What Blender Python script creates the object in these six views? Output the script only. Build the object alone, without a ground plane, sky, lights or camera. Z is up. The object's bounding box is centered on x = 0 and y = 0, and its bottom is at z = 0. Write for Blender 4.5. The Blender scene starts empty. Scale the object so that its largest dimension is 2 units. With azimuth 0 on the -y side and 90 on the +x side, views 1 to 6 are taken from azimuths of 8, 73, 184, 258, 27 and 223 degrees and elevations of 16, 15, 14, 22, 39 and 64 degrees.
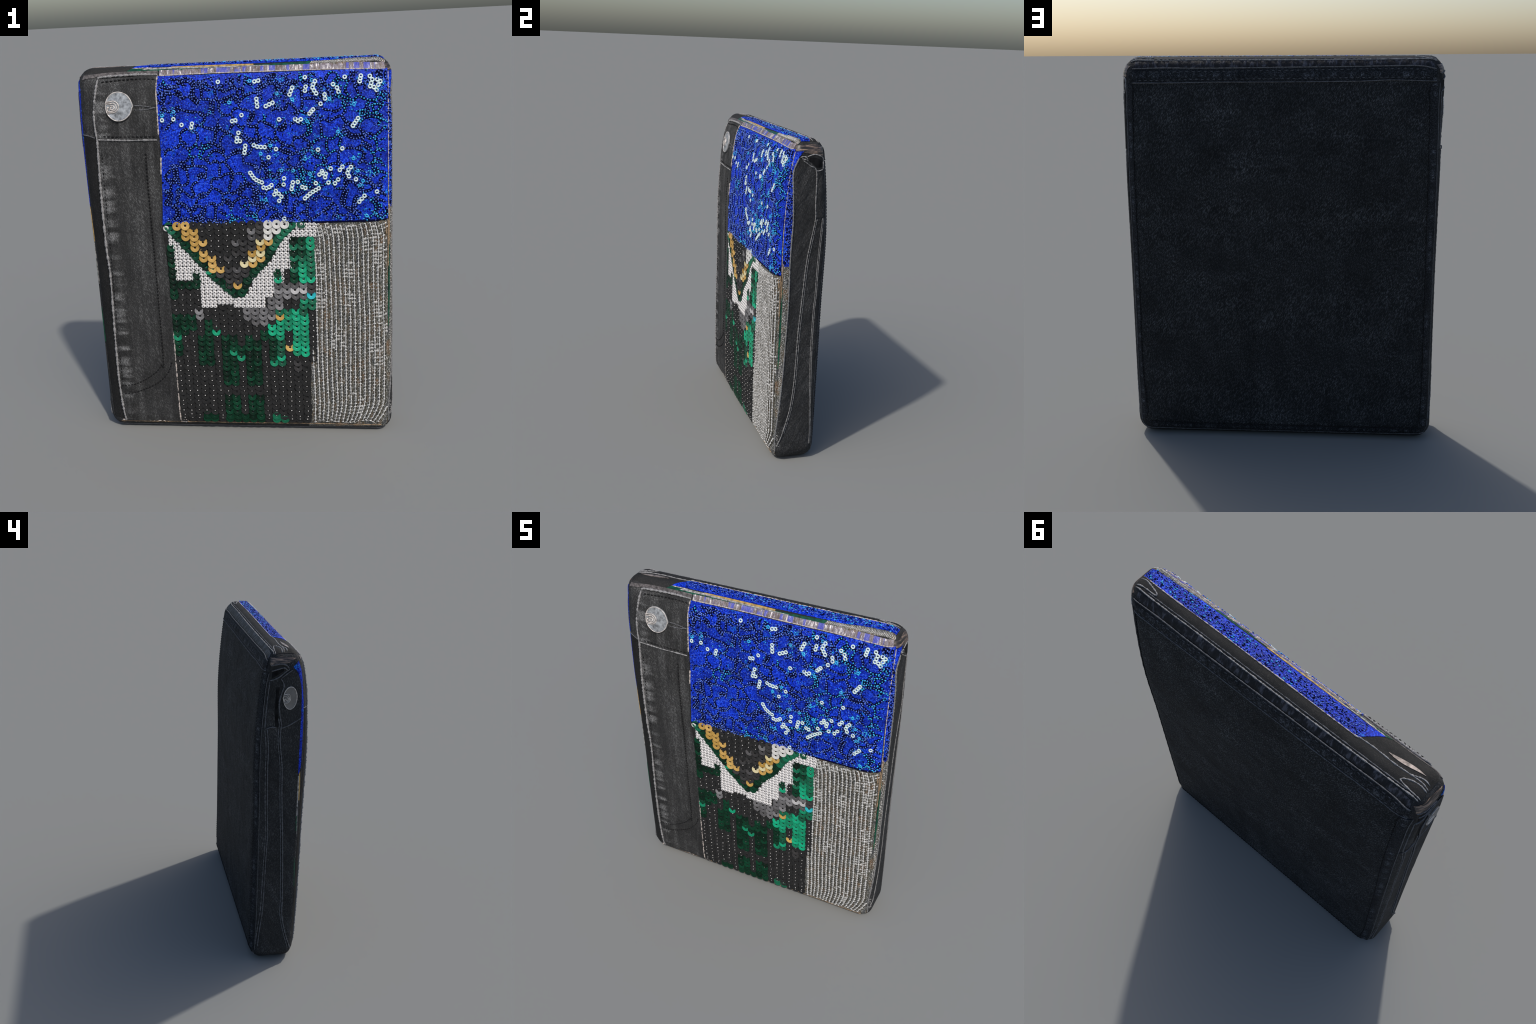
"""Upright denim bag with sequin patchwork: smooth padded body, sewn-on panels of
blue beaded cloth, patterned sequins and silver knit, denim placket with a metal button."""
import bpy, math, random
import numpy as np
from mathutils import Vector, noise

rng = random.Random(7)
nrng = np.random.RandomState(7)

# ---------------------------------------------------------------- body profile
KNOT = np.array([-1, -.5, 0, .5, .8, 1.])                       # height stations (z - 1)
FRONT = np.array([-.146, -.156, -.159, -.1595, -.136, -.099])   # y of the front skin
BACK = np.array([.1475, .151, .154, .157, .133, .106])          # y of the back skin
WL, WR = (.8027, .789, .7981), (.8012, .7963, .7983)            # half widths top/middle/bottom
CORNER, RXF, RYF, RXB, RYB = .081, .115, .063, .102, .072       # corner radius and edge roundings
SKIN = .004                                                    # body sits this far inside its sewn-on sheets
FRONT, BACK = FRONT + SKIN, BACK - SKIN
WL, WR = tuple(w - SKIN for w in WL), tuple(w - SKIN for w in WR)
LIFT = .62                                                     # overall flatness of the applied layers
MF, MB = np.gradient(FRONT, KNOT), np.gradient(BACK, KNOT)


def hermite(v, m, s):
    s = min(max(s, -1), 1)
    i = 0
    while i < 4 and s > KNOT[i + 1]:
        i += 1
    h = KNOT[i + 1] - KNOT[i]
    t = (s - KNOT[i]) / h
    return (v[i] * (2 * t**3 - 3 * t * t + 1) + h * m[i] * (t**3 - 2 * t * t + t)
            + v[i + 1] * (3 * t * t - 2 * t**3) + h * m[i + 1] * (t**3 - t * t))


def quad(v, s):
    return v[1] + (v[0] - v[2]) / 2 * s + ((v[0] + v[2]) / 2 - v[1]) * s * s


def y_front(z): return hermite(FRONT, MF, z - 1)
def y_back(z): return hermite(BACK, MB, z - 1)


def inset(x, z):
    dx = min(quad(WR, z - 1) - x, quad(WL, z - 1) + x)
    dz = min(z, 2 - z)
    if dx < CORNER and dz < CORNER:
        return max(CORNER - math.hypot(CORNER - dx, CORNER - dz), 0)
    return max(min(dx, dz), 0)


def depth_of(i, rx, ry):
    a = max(1 - i / rx, 0)
    return ry * (1 - math.sqrt(max(1 - a * a, 0)))


def inset_of(dep, rx, ry):
    if dep >= ry:
        return 0.0
    if dep <= 0:
        return rx
    a = 1 - dep / ry
    return rx * (1 - math.sqrt(1 - a * a))


def on_front(x, z): return Vector((x, y_front(z) + depth_of(inset(x, z), RXF, RYF), z))
def on_back(x, z): return Vector((x, y_back(z) - depth_of(inset(x, z), RXB, RYB), z))


def on_top(x, y):
    z = 1.98
    for _ in range(4):
        i = max(inset_of(y - y_front(z), RXF, RYF), inset_of(y_back(z) - y, RXB, RYB))
        z = 2 - i
    w = quad(WR if x > 0 else WL, z - 1) - i
    r = max(CORNER - i, .005)
    d = min(max(abs(x) - (w - r), 0), r * .999)
    return Vector((x, y, z - (r - math.sqrt(r * r - d * d))))


def on_side(y, z, sign):
    i = max(inset_of(y - y_front(z), RXF, RYF), inset_of(y_back(z) - y, RXB, RYB))
    r = max(CORNER - i, .005)
    d = min(max(abs(z - 1) - (1 - i - r), 0), r * .999)
    return Vector((sign * (quad(WR if sign > 0 else WL, z - 1) - i - (r - math.sqrt(r * r - d * d))), y, z))


def on_right(y, z): return on_side(y, z, 1)
def on_left(y, z): return on_side(y, z, -1)


OUT = {on_front: Vector((0, -1, 0)), on_back: Vector((0, 1, 0)), on_top: Vector((0, 0, 1)),
       on_right: Vector((1, 0, 0)), on_left: Vector((-1, 0, 0))}


def frame(f, u, v, e=.003):
    p = f(u, v)
    du, dv = f(u + e, v) - f(u - e, v), f(u, v + e) - f(u, v - e)
    n = du.cross(dv)
    n = n.normalized() if n.length > 1e-12 else OUT[f].copy()
    if n.dot(OUT[f]) < 0:
        n.negate()
    du.normalize()
    return p, du, n.cross(du) if n.cross(du).dot(dv) > 0 else -n.cross(du), n


# ---------------------------------------------------------------- materials
def principled(name, rough=.6, spec=.5, metallic=0):
    m = bpy.data.materials.new(name)
    m.use_nodes = True
    b = m.node_tree.nodes["Principled BSDF"]
    b.inputs["Roughness"].default_value = rough
    b.inputs["Specular IOR Level"].default_value = spec
    b.inputs["Metallic"].default_value = metallic
    return m, m.node_tree, b


def node(t, kind, **inp):
    n = t.nodes.new(kind)
    for k, v in inp.items():
        n.inputs[k.replace("_", " ")].default_value = v
    return n


def coords(t, scale, rot=(0, 0, 0)):
    c = t.nodes.new("ShaderNodeTexCoord")
    m = node(t, "ShaderNodeMapping")
    m.inputs["Scale"].default_value = scale
    r = node(t, "ShaderNodeMapping")
    r.inputs["Rotation"].default_value = rot
    t.links.new(c.outputs["Object"], r.inputs[0])
    t.links.new(r.outputs[0], m.inputs[0])
    return m.outputs[0]


def noise_tex(t, vec, scale=1., detail=2., rough=.5):
    n = node(t, "ShaderNodeTexNoise", Scale=scale, Detail=detail, Roughness=rough)
    t.links.new(vec, n.inputs["Vector"])
    return n.outputs[0]


def ramp(t, fac, *stops):
    r = t.nodes.new("ShaderNodeValToRGB")
    e = r.color_ramp.elements
    while len(e) < len(stops):
        e.new(.5)
    for el, (pos, col) in zip(e, stops):
        el.position = pos
        el.color = (*col, 1) if len(col) == 3 else col
    t.links.new(fac, r.inputs[0])
    return r.outputs[0]


def math_node(t, op, a, b):
    n = t.nodes.new("ShaderNodeMath")
    n.operation = op
    for i, x in enumerate((a, b)):
        if isinstance(x, (int, float)):
            n.inputs[i].default_value = x
        else:
            t.links.new(x, n.inputs[i])
    return n.outputs[0]


def mix(t, fac, a, b, mode="MIX"):
    n = t.nodes.new("ShaderNodeMix")
    n.data_type = "RGBA"
    n.blend_type = mode
    for i, x in ((0, fac), (6, a), (7, b)):
        if isinstance(x, (int, float)):
            n.inputs[i].default_value = x
        elif isinstance(x, tuple):
            n.inputs[i].default_value = (*x, 1)
        else:
            t.links.new(x, n.inputs[i])
    return n.outputs[2]


def bump(t, b, h, strength=.3, dist=.002):
    n = node(t, "ShaderNodeBump", Strength=strength, Distance=dist)
    if b.inputs["Normal"].is_linked:
        t.links.new(b.inputs["Normal"].links[0].from_socket, n.inputs["Normal"])
    t.links.new(h, n.inputs["Height"])
    t.links.new(n.outputs[0], b.inputs["Normal"])


def denim(name, dark, light, lean=.42, worn=1., fleck=1., rough=.75, spec=.12, seams=(), bands=0., wrinkle=0., soft=.06, creases=0.):
    """Twill: slanted pale flecks on charcoal, lighter in soft patches and in blotches along puckers beside seams.
    seams = (axis across, its value, half width, pucker frequency along) entries."""
    m, t, b = principled(name, rough, spec)
    g = noise_tex(t, coords(t, (330 * fleck, 330 * fleck, 80 * fleck), (0, lean, 0)), 1, 2, .6)
    fl = ramp(t, g, (.50, (0, 0, 0)), (.68, (1, 1, 1)))
    w = ramp(t, noise_tex(t, coords(t, (5, 5, 3)), 1.6, 4, .6), (.30, (.35,) * 3), (.72, (1,) * 3))
    if bands:
        v = ramp(t, noise_tex(t, coords(t, (22, 22, 1.2)), 1, 3, .6), (.42, (0,) * 3), (.66, (1,) * 3))
        w = math_node(t, "ADD", math_node(t, "MULTIPLY", w, 1 - bands), math_node(t, "MULTIPLY", v, bands))
    c = t.nodes.new("ShaderNodeTexCoord")
    x = t.nodes.new("ShaderNodeSeparateXYZ")
    t.links.new(c.outputs["Object"], x.inputs[0])
    for axis, val, half, freq in seams:
        d = math_node(t, "ABSOLUTE", math_node(t, "SUBTRACT", x.outputs[axis], val), 0)
        near = math_node(t, "MAXIMUM", math_node(t, "SUBTRACT", 1, math_node(t, "DIVIDE", d, half)), 0)
        sc = [4, 4, 4]
        sc[2 if axis == 0 else 0] = freq
        p = ramp(t, noise_tex(t, coords(t, tuple(sc)), 1, 1), (.48, (0,) * 3), (.66, (1,) * 3))
        w = math_node(t, "ADD", w, math_node(t, "MULTIPLY", math_node(t, "MULTIPLY", near, p), 2.2))
    if creases:                       # light and dark of broad slanting folds, painted into the colour
        k = ramp(t, noise_tex(t, coords(t, (3, 17, 5), (.45, 0, 0)), 1, 2, .5), (.50, (0,) * 3), (.68, (1,) * 3))
        w = math_node(t, "ADD", w, math_node(t, "MULTIPLY", k, creases))
    f = math_node(t, "MULTIPLY", math_node(t, "ADD", fl, soft), math_node(t, "MULTIPLY", w, worn))
    base = ramp(t, noise_tex(t, coords(t, (9, 9, 6)), 1, 3), (.35, tuple(.8 * q for q in dark)), (.7, tuple(1.2 * q for q in dark)))
    n = t.nodes.new("ShaderNodeClamp")
    t.links.new(f, n.inputs[0])
    t.links.new(mix(t, n.outputs[0], base, light), b.inputs["Base Color"])
    bump(t, b, g, .35, .002)
    if wrinkle:
        bump(t, b, noise_tex(t, coords(t, (16, 22, 7), (.5, 0, 0)), 1, 2, .5), wrinkle, .02)
    return m


def plain(name, col, rough=.6, spec=.5, metallic=0, vary=.0, nscale=60, bumps=0):
    m, t, b = principled(name, rough, spec, metallic)
    if vary:
        n = noise_tex(t, coords(t, (1, 1, 1)), nscale, 3, .6)
        t.links.new(ramp(t, n, (.3, tuple(c * (1 - vary) for c in col)), (.7, tuple(min(c * (1 + vary), 1) for c in col))), b.inputs["Base Color"])
        if bumps:
            bump(t, b, n, bumps, .003)
    else:
        b.inputs["Base Color"].default_value = (*col, 1)
    return m


def sequin_mat(name, lo, hi, rough=.35, spec=.5):
    """Each sequin takes its own shade between two colours."""
    m, t, b = principled(name, rough, spec)
    o = t.nodes.new("ShaderNodeObjectInfo")
    t.links.new(mix(t, o.outputs["Random"], lo, hi), b.inputs["Base Color"])
    return m


DENIM_FRONT = denim("faded_black_denim", (.019, .019, .019), (.22, .22, .22), .45, .72, 1.0, bands=.55, seams=((0, -.662, .048, 30),), wrinkle=.35, soft=.21)
DENIM_SHADOW = denim("shadow_darkened_denim", (.015, .015, .015), (.09, .09, .09), .45, .4, 1.1)  # darkened copy for the shadow beside the raised placket edge
DENIM_SIDE = denim("black_denim_gusset", (.022, .0225, .023), (.17, .17, .175), .1, .45, wrinkle=.55, soft=.12, creases=.6)
DENIM_BACK = denim("dark_denim_back", (.0120, .0130, .0138), (.24, .25, .27), .45, .42, .95, wrinkle=.3, creases=.35)
DENIM_HEM = denim("dark_denim_hem", (.0085, .009, .010), (.19, .205, .235), -.9, .48, 1.3, seams=((0, -.750, .016, 46), (0, .757, .012, 46), (2, .052, .012, 46), (2, 1.915, .018, 40)))
CHAR = plain("charcoal_lining", (.02, .02, .02), .7, .3, vary=.4, nscale=30)
BLACK = plain("black_lining", (.011, .011, .012), .8, .1, vary=.6, nscale=26, bumps=.5)
THREAD = plain("grey_thread", (.27, .265, .265), .8, .3, vary=.7, nscale=300)
THREAD_DIM = plain("dim_grey_thread", (.12, .122, .13), .8, .3, vary=.75, nscale=300)
THREAD_MID = plain("mid_grey_thread", (.20, .198, .197), .8, .2, vary=.7, nscale=300)
THREAD_DARK = plain("black_thread", (.007, .007, .0075), .8, .3)
CREAM = plain("cream_thread", (.5, .44, .4), .8, .3, vary=.6, nscale=260)
TAN = plain("tan_thread", (.30, .21, .13), .8, .3, vary=.5, nscale=200)
DOT = plain("white_stitch", (.54, .52, .50), .6, .4)
BLACK_SEQUIN = plain("black_sequin", (.022, .022, .022), .75, .15, vary=.25, nscale=25)
METAL = plain("brushed_metal", (.34, .355, .37), .42, .5, .3, vary=.6, nscale=55, bumps=.15)
RIM = plain("rim_highlight_metal", (.62, .57, .53), .4, .5, .2, vary=.5, nscale=60)  # pale colour carries the bright edge highlight of the button
GROOVE = plain("dark_groove", (.06, .055, .05), .6, .3)
METAL_DARK = plain("dark_button_metal", (.20, .19, .18), .45, .5, .25, vary=.18, nscale=14)
WHITE_RING = plain("white_open_sequin", (.66, .80, .79), .35, .5, vary=.25, nscale=45)
CYAN = plain("cyan_glass", (.03, .38, .84), .35, .5, vary=.5, nscale=110)
PEARL = plain("white_bead", (.72, .70, .69), .45, .5)

SEQUIN = {
    "green_dark": sequin_mat("dark_green_sequin", (.000, .010, .004), (.001, .045, .019), .4, .25),
    "green_mid": sequin_mat("green_sequin", (.0, .055, .026), (.0, .15, .07)),
    "green_bright": sequin_mat("bright_green_sequin", (.0, .20, .095), (.0, .40, .20)),
    "gold": sequin_mat("gold_sequin", (.40, .225, .04), (.62, .38, .11), .3),
    "pale_gold": sequin_mat("pale_gold_sequin", (.60, .50, .24), (.68, .60, .36)),
    "silver": sequin_mat("silver_sequin", (.60, .59, .56), (.66, .65, .62)),
    "grey": sequin_mat("smoke_sequin", (.05, .047, .048), (.23, .225, .23)),
    "smoke": sequin_mat("dark_smoke_sequin", (.022, .021, .021), (.046, .044, .044), .5, .25),
    "pale": sequin_mat("pale_grey_sequin", (.42, .41, .41), (.5, .49, .49)),
    "cyan": sequin_mat("cyan_sequin", (.02, .45, .5), (.03, .5, .55)),
}


def blue_cloth():
    m, t, b = principled("blue_beaded_cloth", .5, .2)
    fine = noise_tex(t, coords(t, (125, 125, 125)), 1, 3, .75)
    broad = noise_tex(t, coords(t, (7, 7, 7)), 1, 2)
    col = ramp(t, fine, (.36, (.0, .002, .05)), (.45, (.001, .020, .42)), (.55, (.003, .046, .80)), (.65, (.05, .17, 1.)))
    dark = ramp(t, broad, (.35, (.55,) * 3), (.65, (1,) * 3))
    col = mix(t, 1., col, dark, "MULTIPLY")
    cy = math_node(t, "MULTIPLY", ramp(t, noise_tex(t, coords(t, (13, 13, 13)), 1, 2), (.6, (0,) * 3), (.72, (1,) * 3)),
                   ramp(t, noise_tex(t, coords(t, (110, 110, 110)), 1, 1), (.52, (0,) * 3), (.62, (1,) * 3)))
    t.links.new(mix(t, cy, col, (.015, .28, .8)), b.inputs["Base Color"])
    bump(t, b, fine, .6, .004)
    return m


def silver_cloth():
    m, t, b = principled("silver_knit_ground", .5, .5)
    f = noise_tex(t, coords(t, (220, 220, 120)), 1, 2, .7)
    hue = noise_tex(t, coords(t, (28, 28, 14)), 1, 2)
    warm = ramp(t, hue, (.38, (.05, .052, .055)), (.52, (.06, .06, .045)), (.68, (.15, .085, .04)))
    t.links.new(mix(t, ramp(t, f, (.52, (0,) * 3), (.68, (1,) * 3)), warm, (.5, .49, .46)), b.inputs["Base Color"])  # pale specks paint metallic sparkle into the base colour
    bump(t, b, f, .6, .004)
    return m


def foil():
    """Crumpled binding: upright streaks of pinkish grey, brown, blue and white."""
    m, t, b = principled("crumpled_foil", .35, .6)
    s = noise_tex(t, coords(t, (95, 30, 11)), 1, 4, .8)
    col = ramp(t, s, (.33, (.05, .035, .03)), (.45, (.16, .115, .105)), (.51, (.26, .22, .23)), (.56, (.09, .08, .15)), (.62, (.85, .78, .75)))
    blue = ramp(t, noise_tex(t, coords(t, (26, 3, 3)), 1, 2), (.55, (0,) * 3), (.60, (1,) * 3))
    t.links.new(mix(t, math_node(t, "MULTIPLY", blue, .7), col, (.02, .05, .55)), b.inputs["Base Color"])
    bump(t, b, s, .8, .006)
    return m


def dark_foil():
    m, t, b = principled("dark_crumpled_binding", .5, .25)
    s = noise_tex(t, coords(t, (42, 20, 14)), 1, 3, .7)
    t.links.new(ramp(t, s, (.44, (.009, .009, .0105)), (.53, (.02, .02, .024)), (.62, (.075, .076, .092))), b.inputs["Base Color"])
    bump(t, b, s, .6, .005)
    return m


def smear():
    m, t, b = principled("bronze_binding", .4, .5)
    s = noise_tex(t, coords(t, (30, 12, 110)), 1, 3, .7)
    t.links.new(ramp(t, s, (.38, (.02, .018, .017)), (.5, (.07, .055, .05)), (.62, (.34, .24, .18))), b.inputs["Base Color"])
    return m


BLUE, SILVER, FOIL, DARK_FOIL, SMEAR = blue_cloth(), silver_cloth(), foil(), dark_foil(), smear()
NAVY = plain("navy_bead_cord", (.0004, .001, .022), .8, .1)
VIOLET = plain("blue_glass_bead", (.08, .16, .95), .3, .5, vary=.8, nscale=70)
GREENCLOTH = plain("green_sequin_edge", (.0, .06, .03), .4, .5, vary=.8, nscale=60)
GOLDCLOTH = plain("gold_sequin_edge", (.42, .27, .09), .4, .5, vary=.5, nscale=60)
WHITECLOTH = plain("white_bead_edge", (.30, .29, .28), .5, .5, vary=.9, nscale=60)
KNIT = plain("silver_yarn", (.58, .575, .56), .45, .5, vary=.3, nscale=90)
KNIT_DIM = plain("dull_silver_yarn", (.42, .41, .39), .45, .5, vary=.8, nscale=150)

# ---------------------------------------------------------------- object helpers
root = bpy.data.objects.new("sequin_denim_bag", None)
bpy.context.collection.objects.link(root)
root["label"] = "upright black denim bag patched with blue, green and silver sequins"
root["category"] = "bag"


def add(name, mesh, parent=None, stuff=False, smooth=True):
    o = bpy.data.objects.new(name, mesh)
    bpy.context.collection.objects.link(o)
    o.parent = parent or root
    if smooth:
        mesh.shade_smooth()
    if stuff:
        o["kind"] = "stuff"
    return o


def make_mesh(name, verts, faces, mat):
    me = bpy.data.meshes.new(name)
    me.from_pydata([tuple(v) for v in verts], [], [tuple(f) for f in faces])
    me.materials.append(mat)
    me.update()
    return me


def resample(pts, n):
    """n points evenly along a smooth curve through the control points."""
    P = np.array(pts, float)
    if len(P) == 1:
        return np.repeat(P, n, 0)
    if len(P) > 2:
        Q = np.vstack([2 * P[0] - P[1], P, 2 * P[-1] - P[-2]])
        C = []
        for i in range(1, len(Q) - 2):
            for t in np.linspace(0, 1, 12, endpoint=False):
                a, b, c, d = Q[i - 1:i + 3]
                C.append(.5 * (2 * b + (c - a) * t + (2 * a - 5 * b + 4 * c - d) * t * t + (3 * b - a - 3 * c + d) * t**3))
        C.append(P[-1])
        P = np.array(C)
    L = np.concatenate([[0], np.cumsum(np.linalg.norm(np.diff(P, axis=0), axis=1))])
    s = np.linspace(0, L[-1], n)
    return np.stack([np.interp(s, L, P[:, k]) for k in range(P.shape[1])], 1)


def length(pts):
    return float(np.linalg.norm(np.diff(resample(pts, 40), axis=0), axis=1).sum())


def sheet(name, f, A, B, h, mat, n=60, m=24, parent=None, relief=None, jag=0.):
    """Sewn-on sheet between two edge curves, standing h proud of the body, with closed rims."""
    a, b = resample(A, n + 1), resample(B, n + 1)
    if jag:
        for k in range(n + 1):
            b[k] += nrng.uniform(-jag, jag, 2)
            a[k] += nrng.uniform(-jag, jag, 2)
    V, F = [], []
    for i in range(n + 1):
        for j in range(-1, m + 2):
            t = min(max(j / m, 0), 1)
            u, v = a[i] * (1 - t) + b[i] * t
            p, _, _, nn = frame(f, u, v)
            off = h * LIFT if 0 <= j <= m else -.004
            if relief and 0 <= j <= m:
                off += relief(u, v)
            V.append(p + nn * off)
    w = m + 3
    for i in range(n):
        for j in range(w - 1):
            F.append((i * w + j, i * w + j + 1, (i + 1) * w + j + 1, (i + 1) * w + j))
    for i in (0, n):                      # end rims
        k0 = len(V)
        for j in range(w):
            t = min(max((j - 1) / m, 0), 1)
            u, v = a[i] * (1 - t) + b[i] * t
            p, _, _, nn = frame(f, u, v)
            V.append(p - nn * .004)
        for j in range(w - 1):
            q = (k0 + j, k0 + j + 1, i * w + j + 1, i * w + j)
            F.append(q if i == 0 else q[::-1])
    me = make_mesh(name, V, F, mat)
    # point the faces outwards
    mid = me.polygons[(n // 2) * (w - 1) + w // 2]
    if mid.normal.dot(OUT[f]) < 0:
        me.flip_normals()
    o = add(name, me, parent)
    me.set_sharp_from_angle(angle=math.radians(50))
    return o


def tube_arrays(f, pts, r, lift=0., step=.012, sides=6, wobble=0., flat=1.):
    n = max(int(length(pts) / step), 2) + 1
    c = resample(pts, n)
    V, F = [], []
    P, N = [], []
    for u, v in c:
        p, _, _, nn = frame(f, u, v)
        P.append(p + nn * (lift * LIFT))
        N.append(nn)
    for k in range(n):
        t = (P[min(k + 1, n - 1)] - P[max(k - 1, 0)]).normalized()
        s = t.cross(N[k]).normalized()
        rr = r * (1 + wobble * rng.uniform(-1, 1))
        if k in (0, n - 1):
            rr *= .4
        for q in range(sides):
            a = 2 * math.pi * q / sides
            V.append(P[k] + s * (rr * math.cos(a)) + N[k] * (rr * flat * math.sin(a)))
    for k in range(n - 1):
        for q in range(sides):
            q2 = (q + 1) % sides
            F.append((k * sides + q, k * sides + q2, (k + 1) * sides + q2, (k + 1) * sides + q))
    F.append(tuple(range(sides))[::-1])
    F.append(tuple((n - 1) * sides + q for q in range(sides)))
    return V, F


def join_arrays(parts):
    V, F, o = [], [], 0
    for v, f in parts:
        V += list(v)
        F += [tuple(i + o for i in q) for q in f]
        o += len(v)
    return V, F


def cord(name, f, curves, r, mat, lift=0., step=.008, wobble=.35, parent=None, flat=1.):
    return add(name, make_mesh(name, *join_arrays([tube_arrays(f, c, r, lift, step, 6, wobble, flat) for c in curves]), mat), parent)


def stitches(name, f, curve, mat, pitch=.02, dash=.012, r=.0026, lift=.002, parent=None):
    n = max(int(length(curve) / pitch), 1)
    c = resample(curve, n * 6 + 1)
    parts = []
    for k in range(n):
        i0 = k * 6
        i1 = i0 + max(int(round(6 * dash / pitch)), 1)
        parts.append(tube_arrays(f, [tuple(c[i0]), tuple(c[min(i1, n * 6)])], r, lift, dash / 2, 5))
    o = add(name, make_mesh(name, *join_arrays(parts), mat), parent, stuff=True)
    return o


def ball(r, flat=1., seg=7, rings=4):
    V = [(0, 0, r * flat)]
    F = []
    for i in range(1, rings):
        th = math.pi * i / rings
        for j in range(seg):
            a = 2 * math.pi * j / seg
            V.append((r * math.sin(th) * math.cos(a), r * math.sin(th) * math.sin(a), r * flat * math.cos(th)))
    V.append((0, 0, -r * flat))
    for j in range(seg):
        F.append((0, 1 + j, 1 + (j + 1) % seg))
    for i in range(rings - 2):
        for j in range(seg):
            a, b = 1 + i * seg + j, 1 + i * seg + (j + 1) % seg
            F.append((a, a + seg, b + seg, b))
    k = len(V) - 1
    for j in range(seg):
        F.append((k, k - seg + (j + 1) % seg, k - seg + j))
    return np.array(V), F


def lathe(profile, seg=24, closed=True):
    """Surface of revolution round local z through (radius, height) points."""
    V, F = [], []
    m = len(profile)
    for j in range(seg):
        a = 2 * math.pi * j / seg
        for r, h in profile:
            V.append((r * math.cos(a), r * math.sin(a), h))
    for j in range(seg):
        k = (j + 1) % seg
        for i in range(m if closed else m - 1):
            i2 = (i + 1) % m
            F.append((j * m + i, k * m + i, k * m + i2, j * m + i2))
    return np.array(V), F


def scatter(name, f, base, places, mat, parent=None):
    """Many copies of a small piece joined into one part; places = (u, v, lift, spin, scale)."""
    bv, bf = base
    VV, FF = [], []
    o = 0
    fa = [np.array(q) for q in bf]
    for u, v, lift, spin, sc in places:
        p, tu, tv, nn = frame(f, u, v)
        c, s = math.cos(spin), math.sin(spin)
        X, Y = tu * c + tv * s, tv * c - tu * s
        M = np.array([X, Y, nn])
        VV.append((bv * sc) @ M + np.array(p + nn * (lift * LIFT)))
        FF += [tuple(q + o) for q in fa]
        o += len(bv)
    me = make_mesh(name, np.concatenate(VV).tolist(), [tuple(int(i) for i in q) for q in FF], mat)
    return add(name, me, parent, stuff=True)


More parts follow.
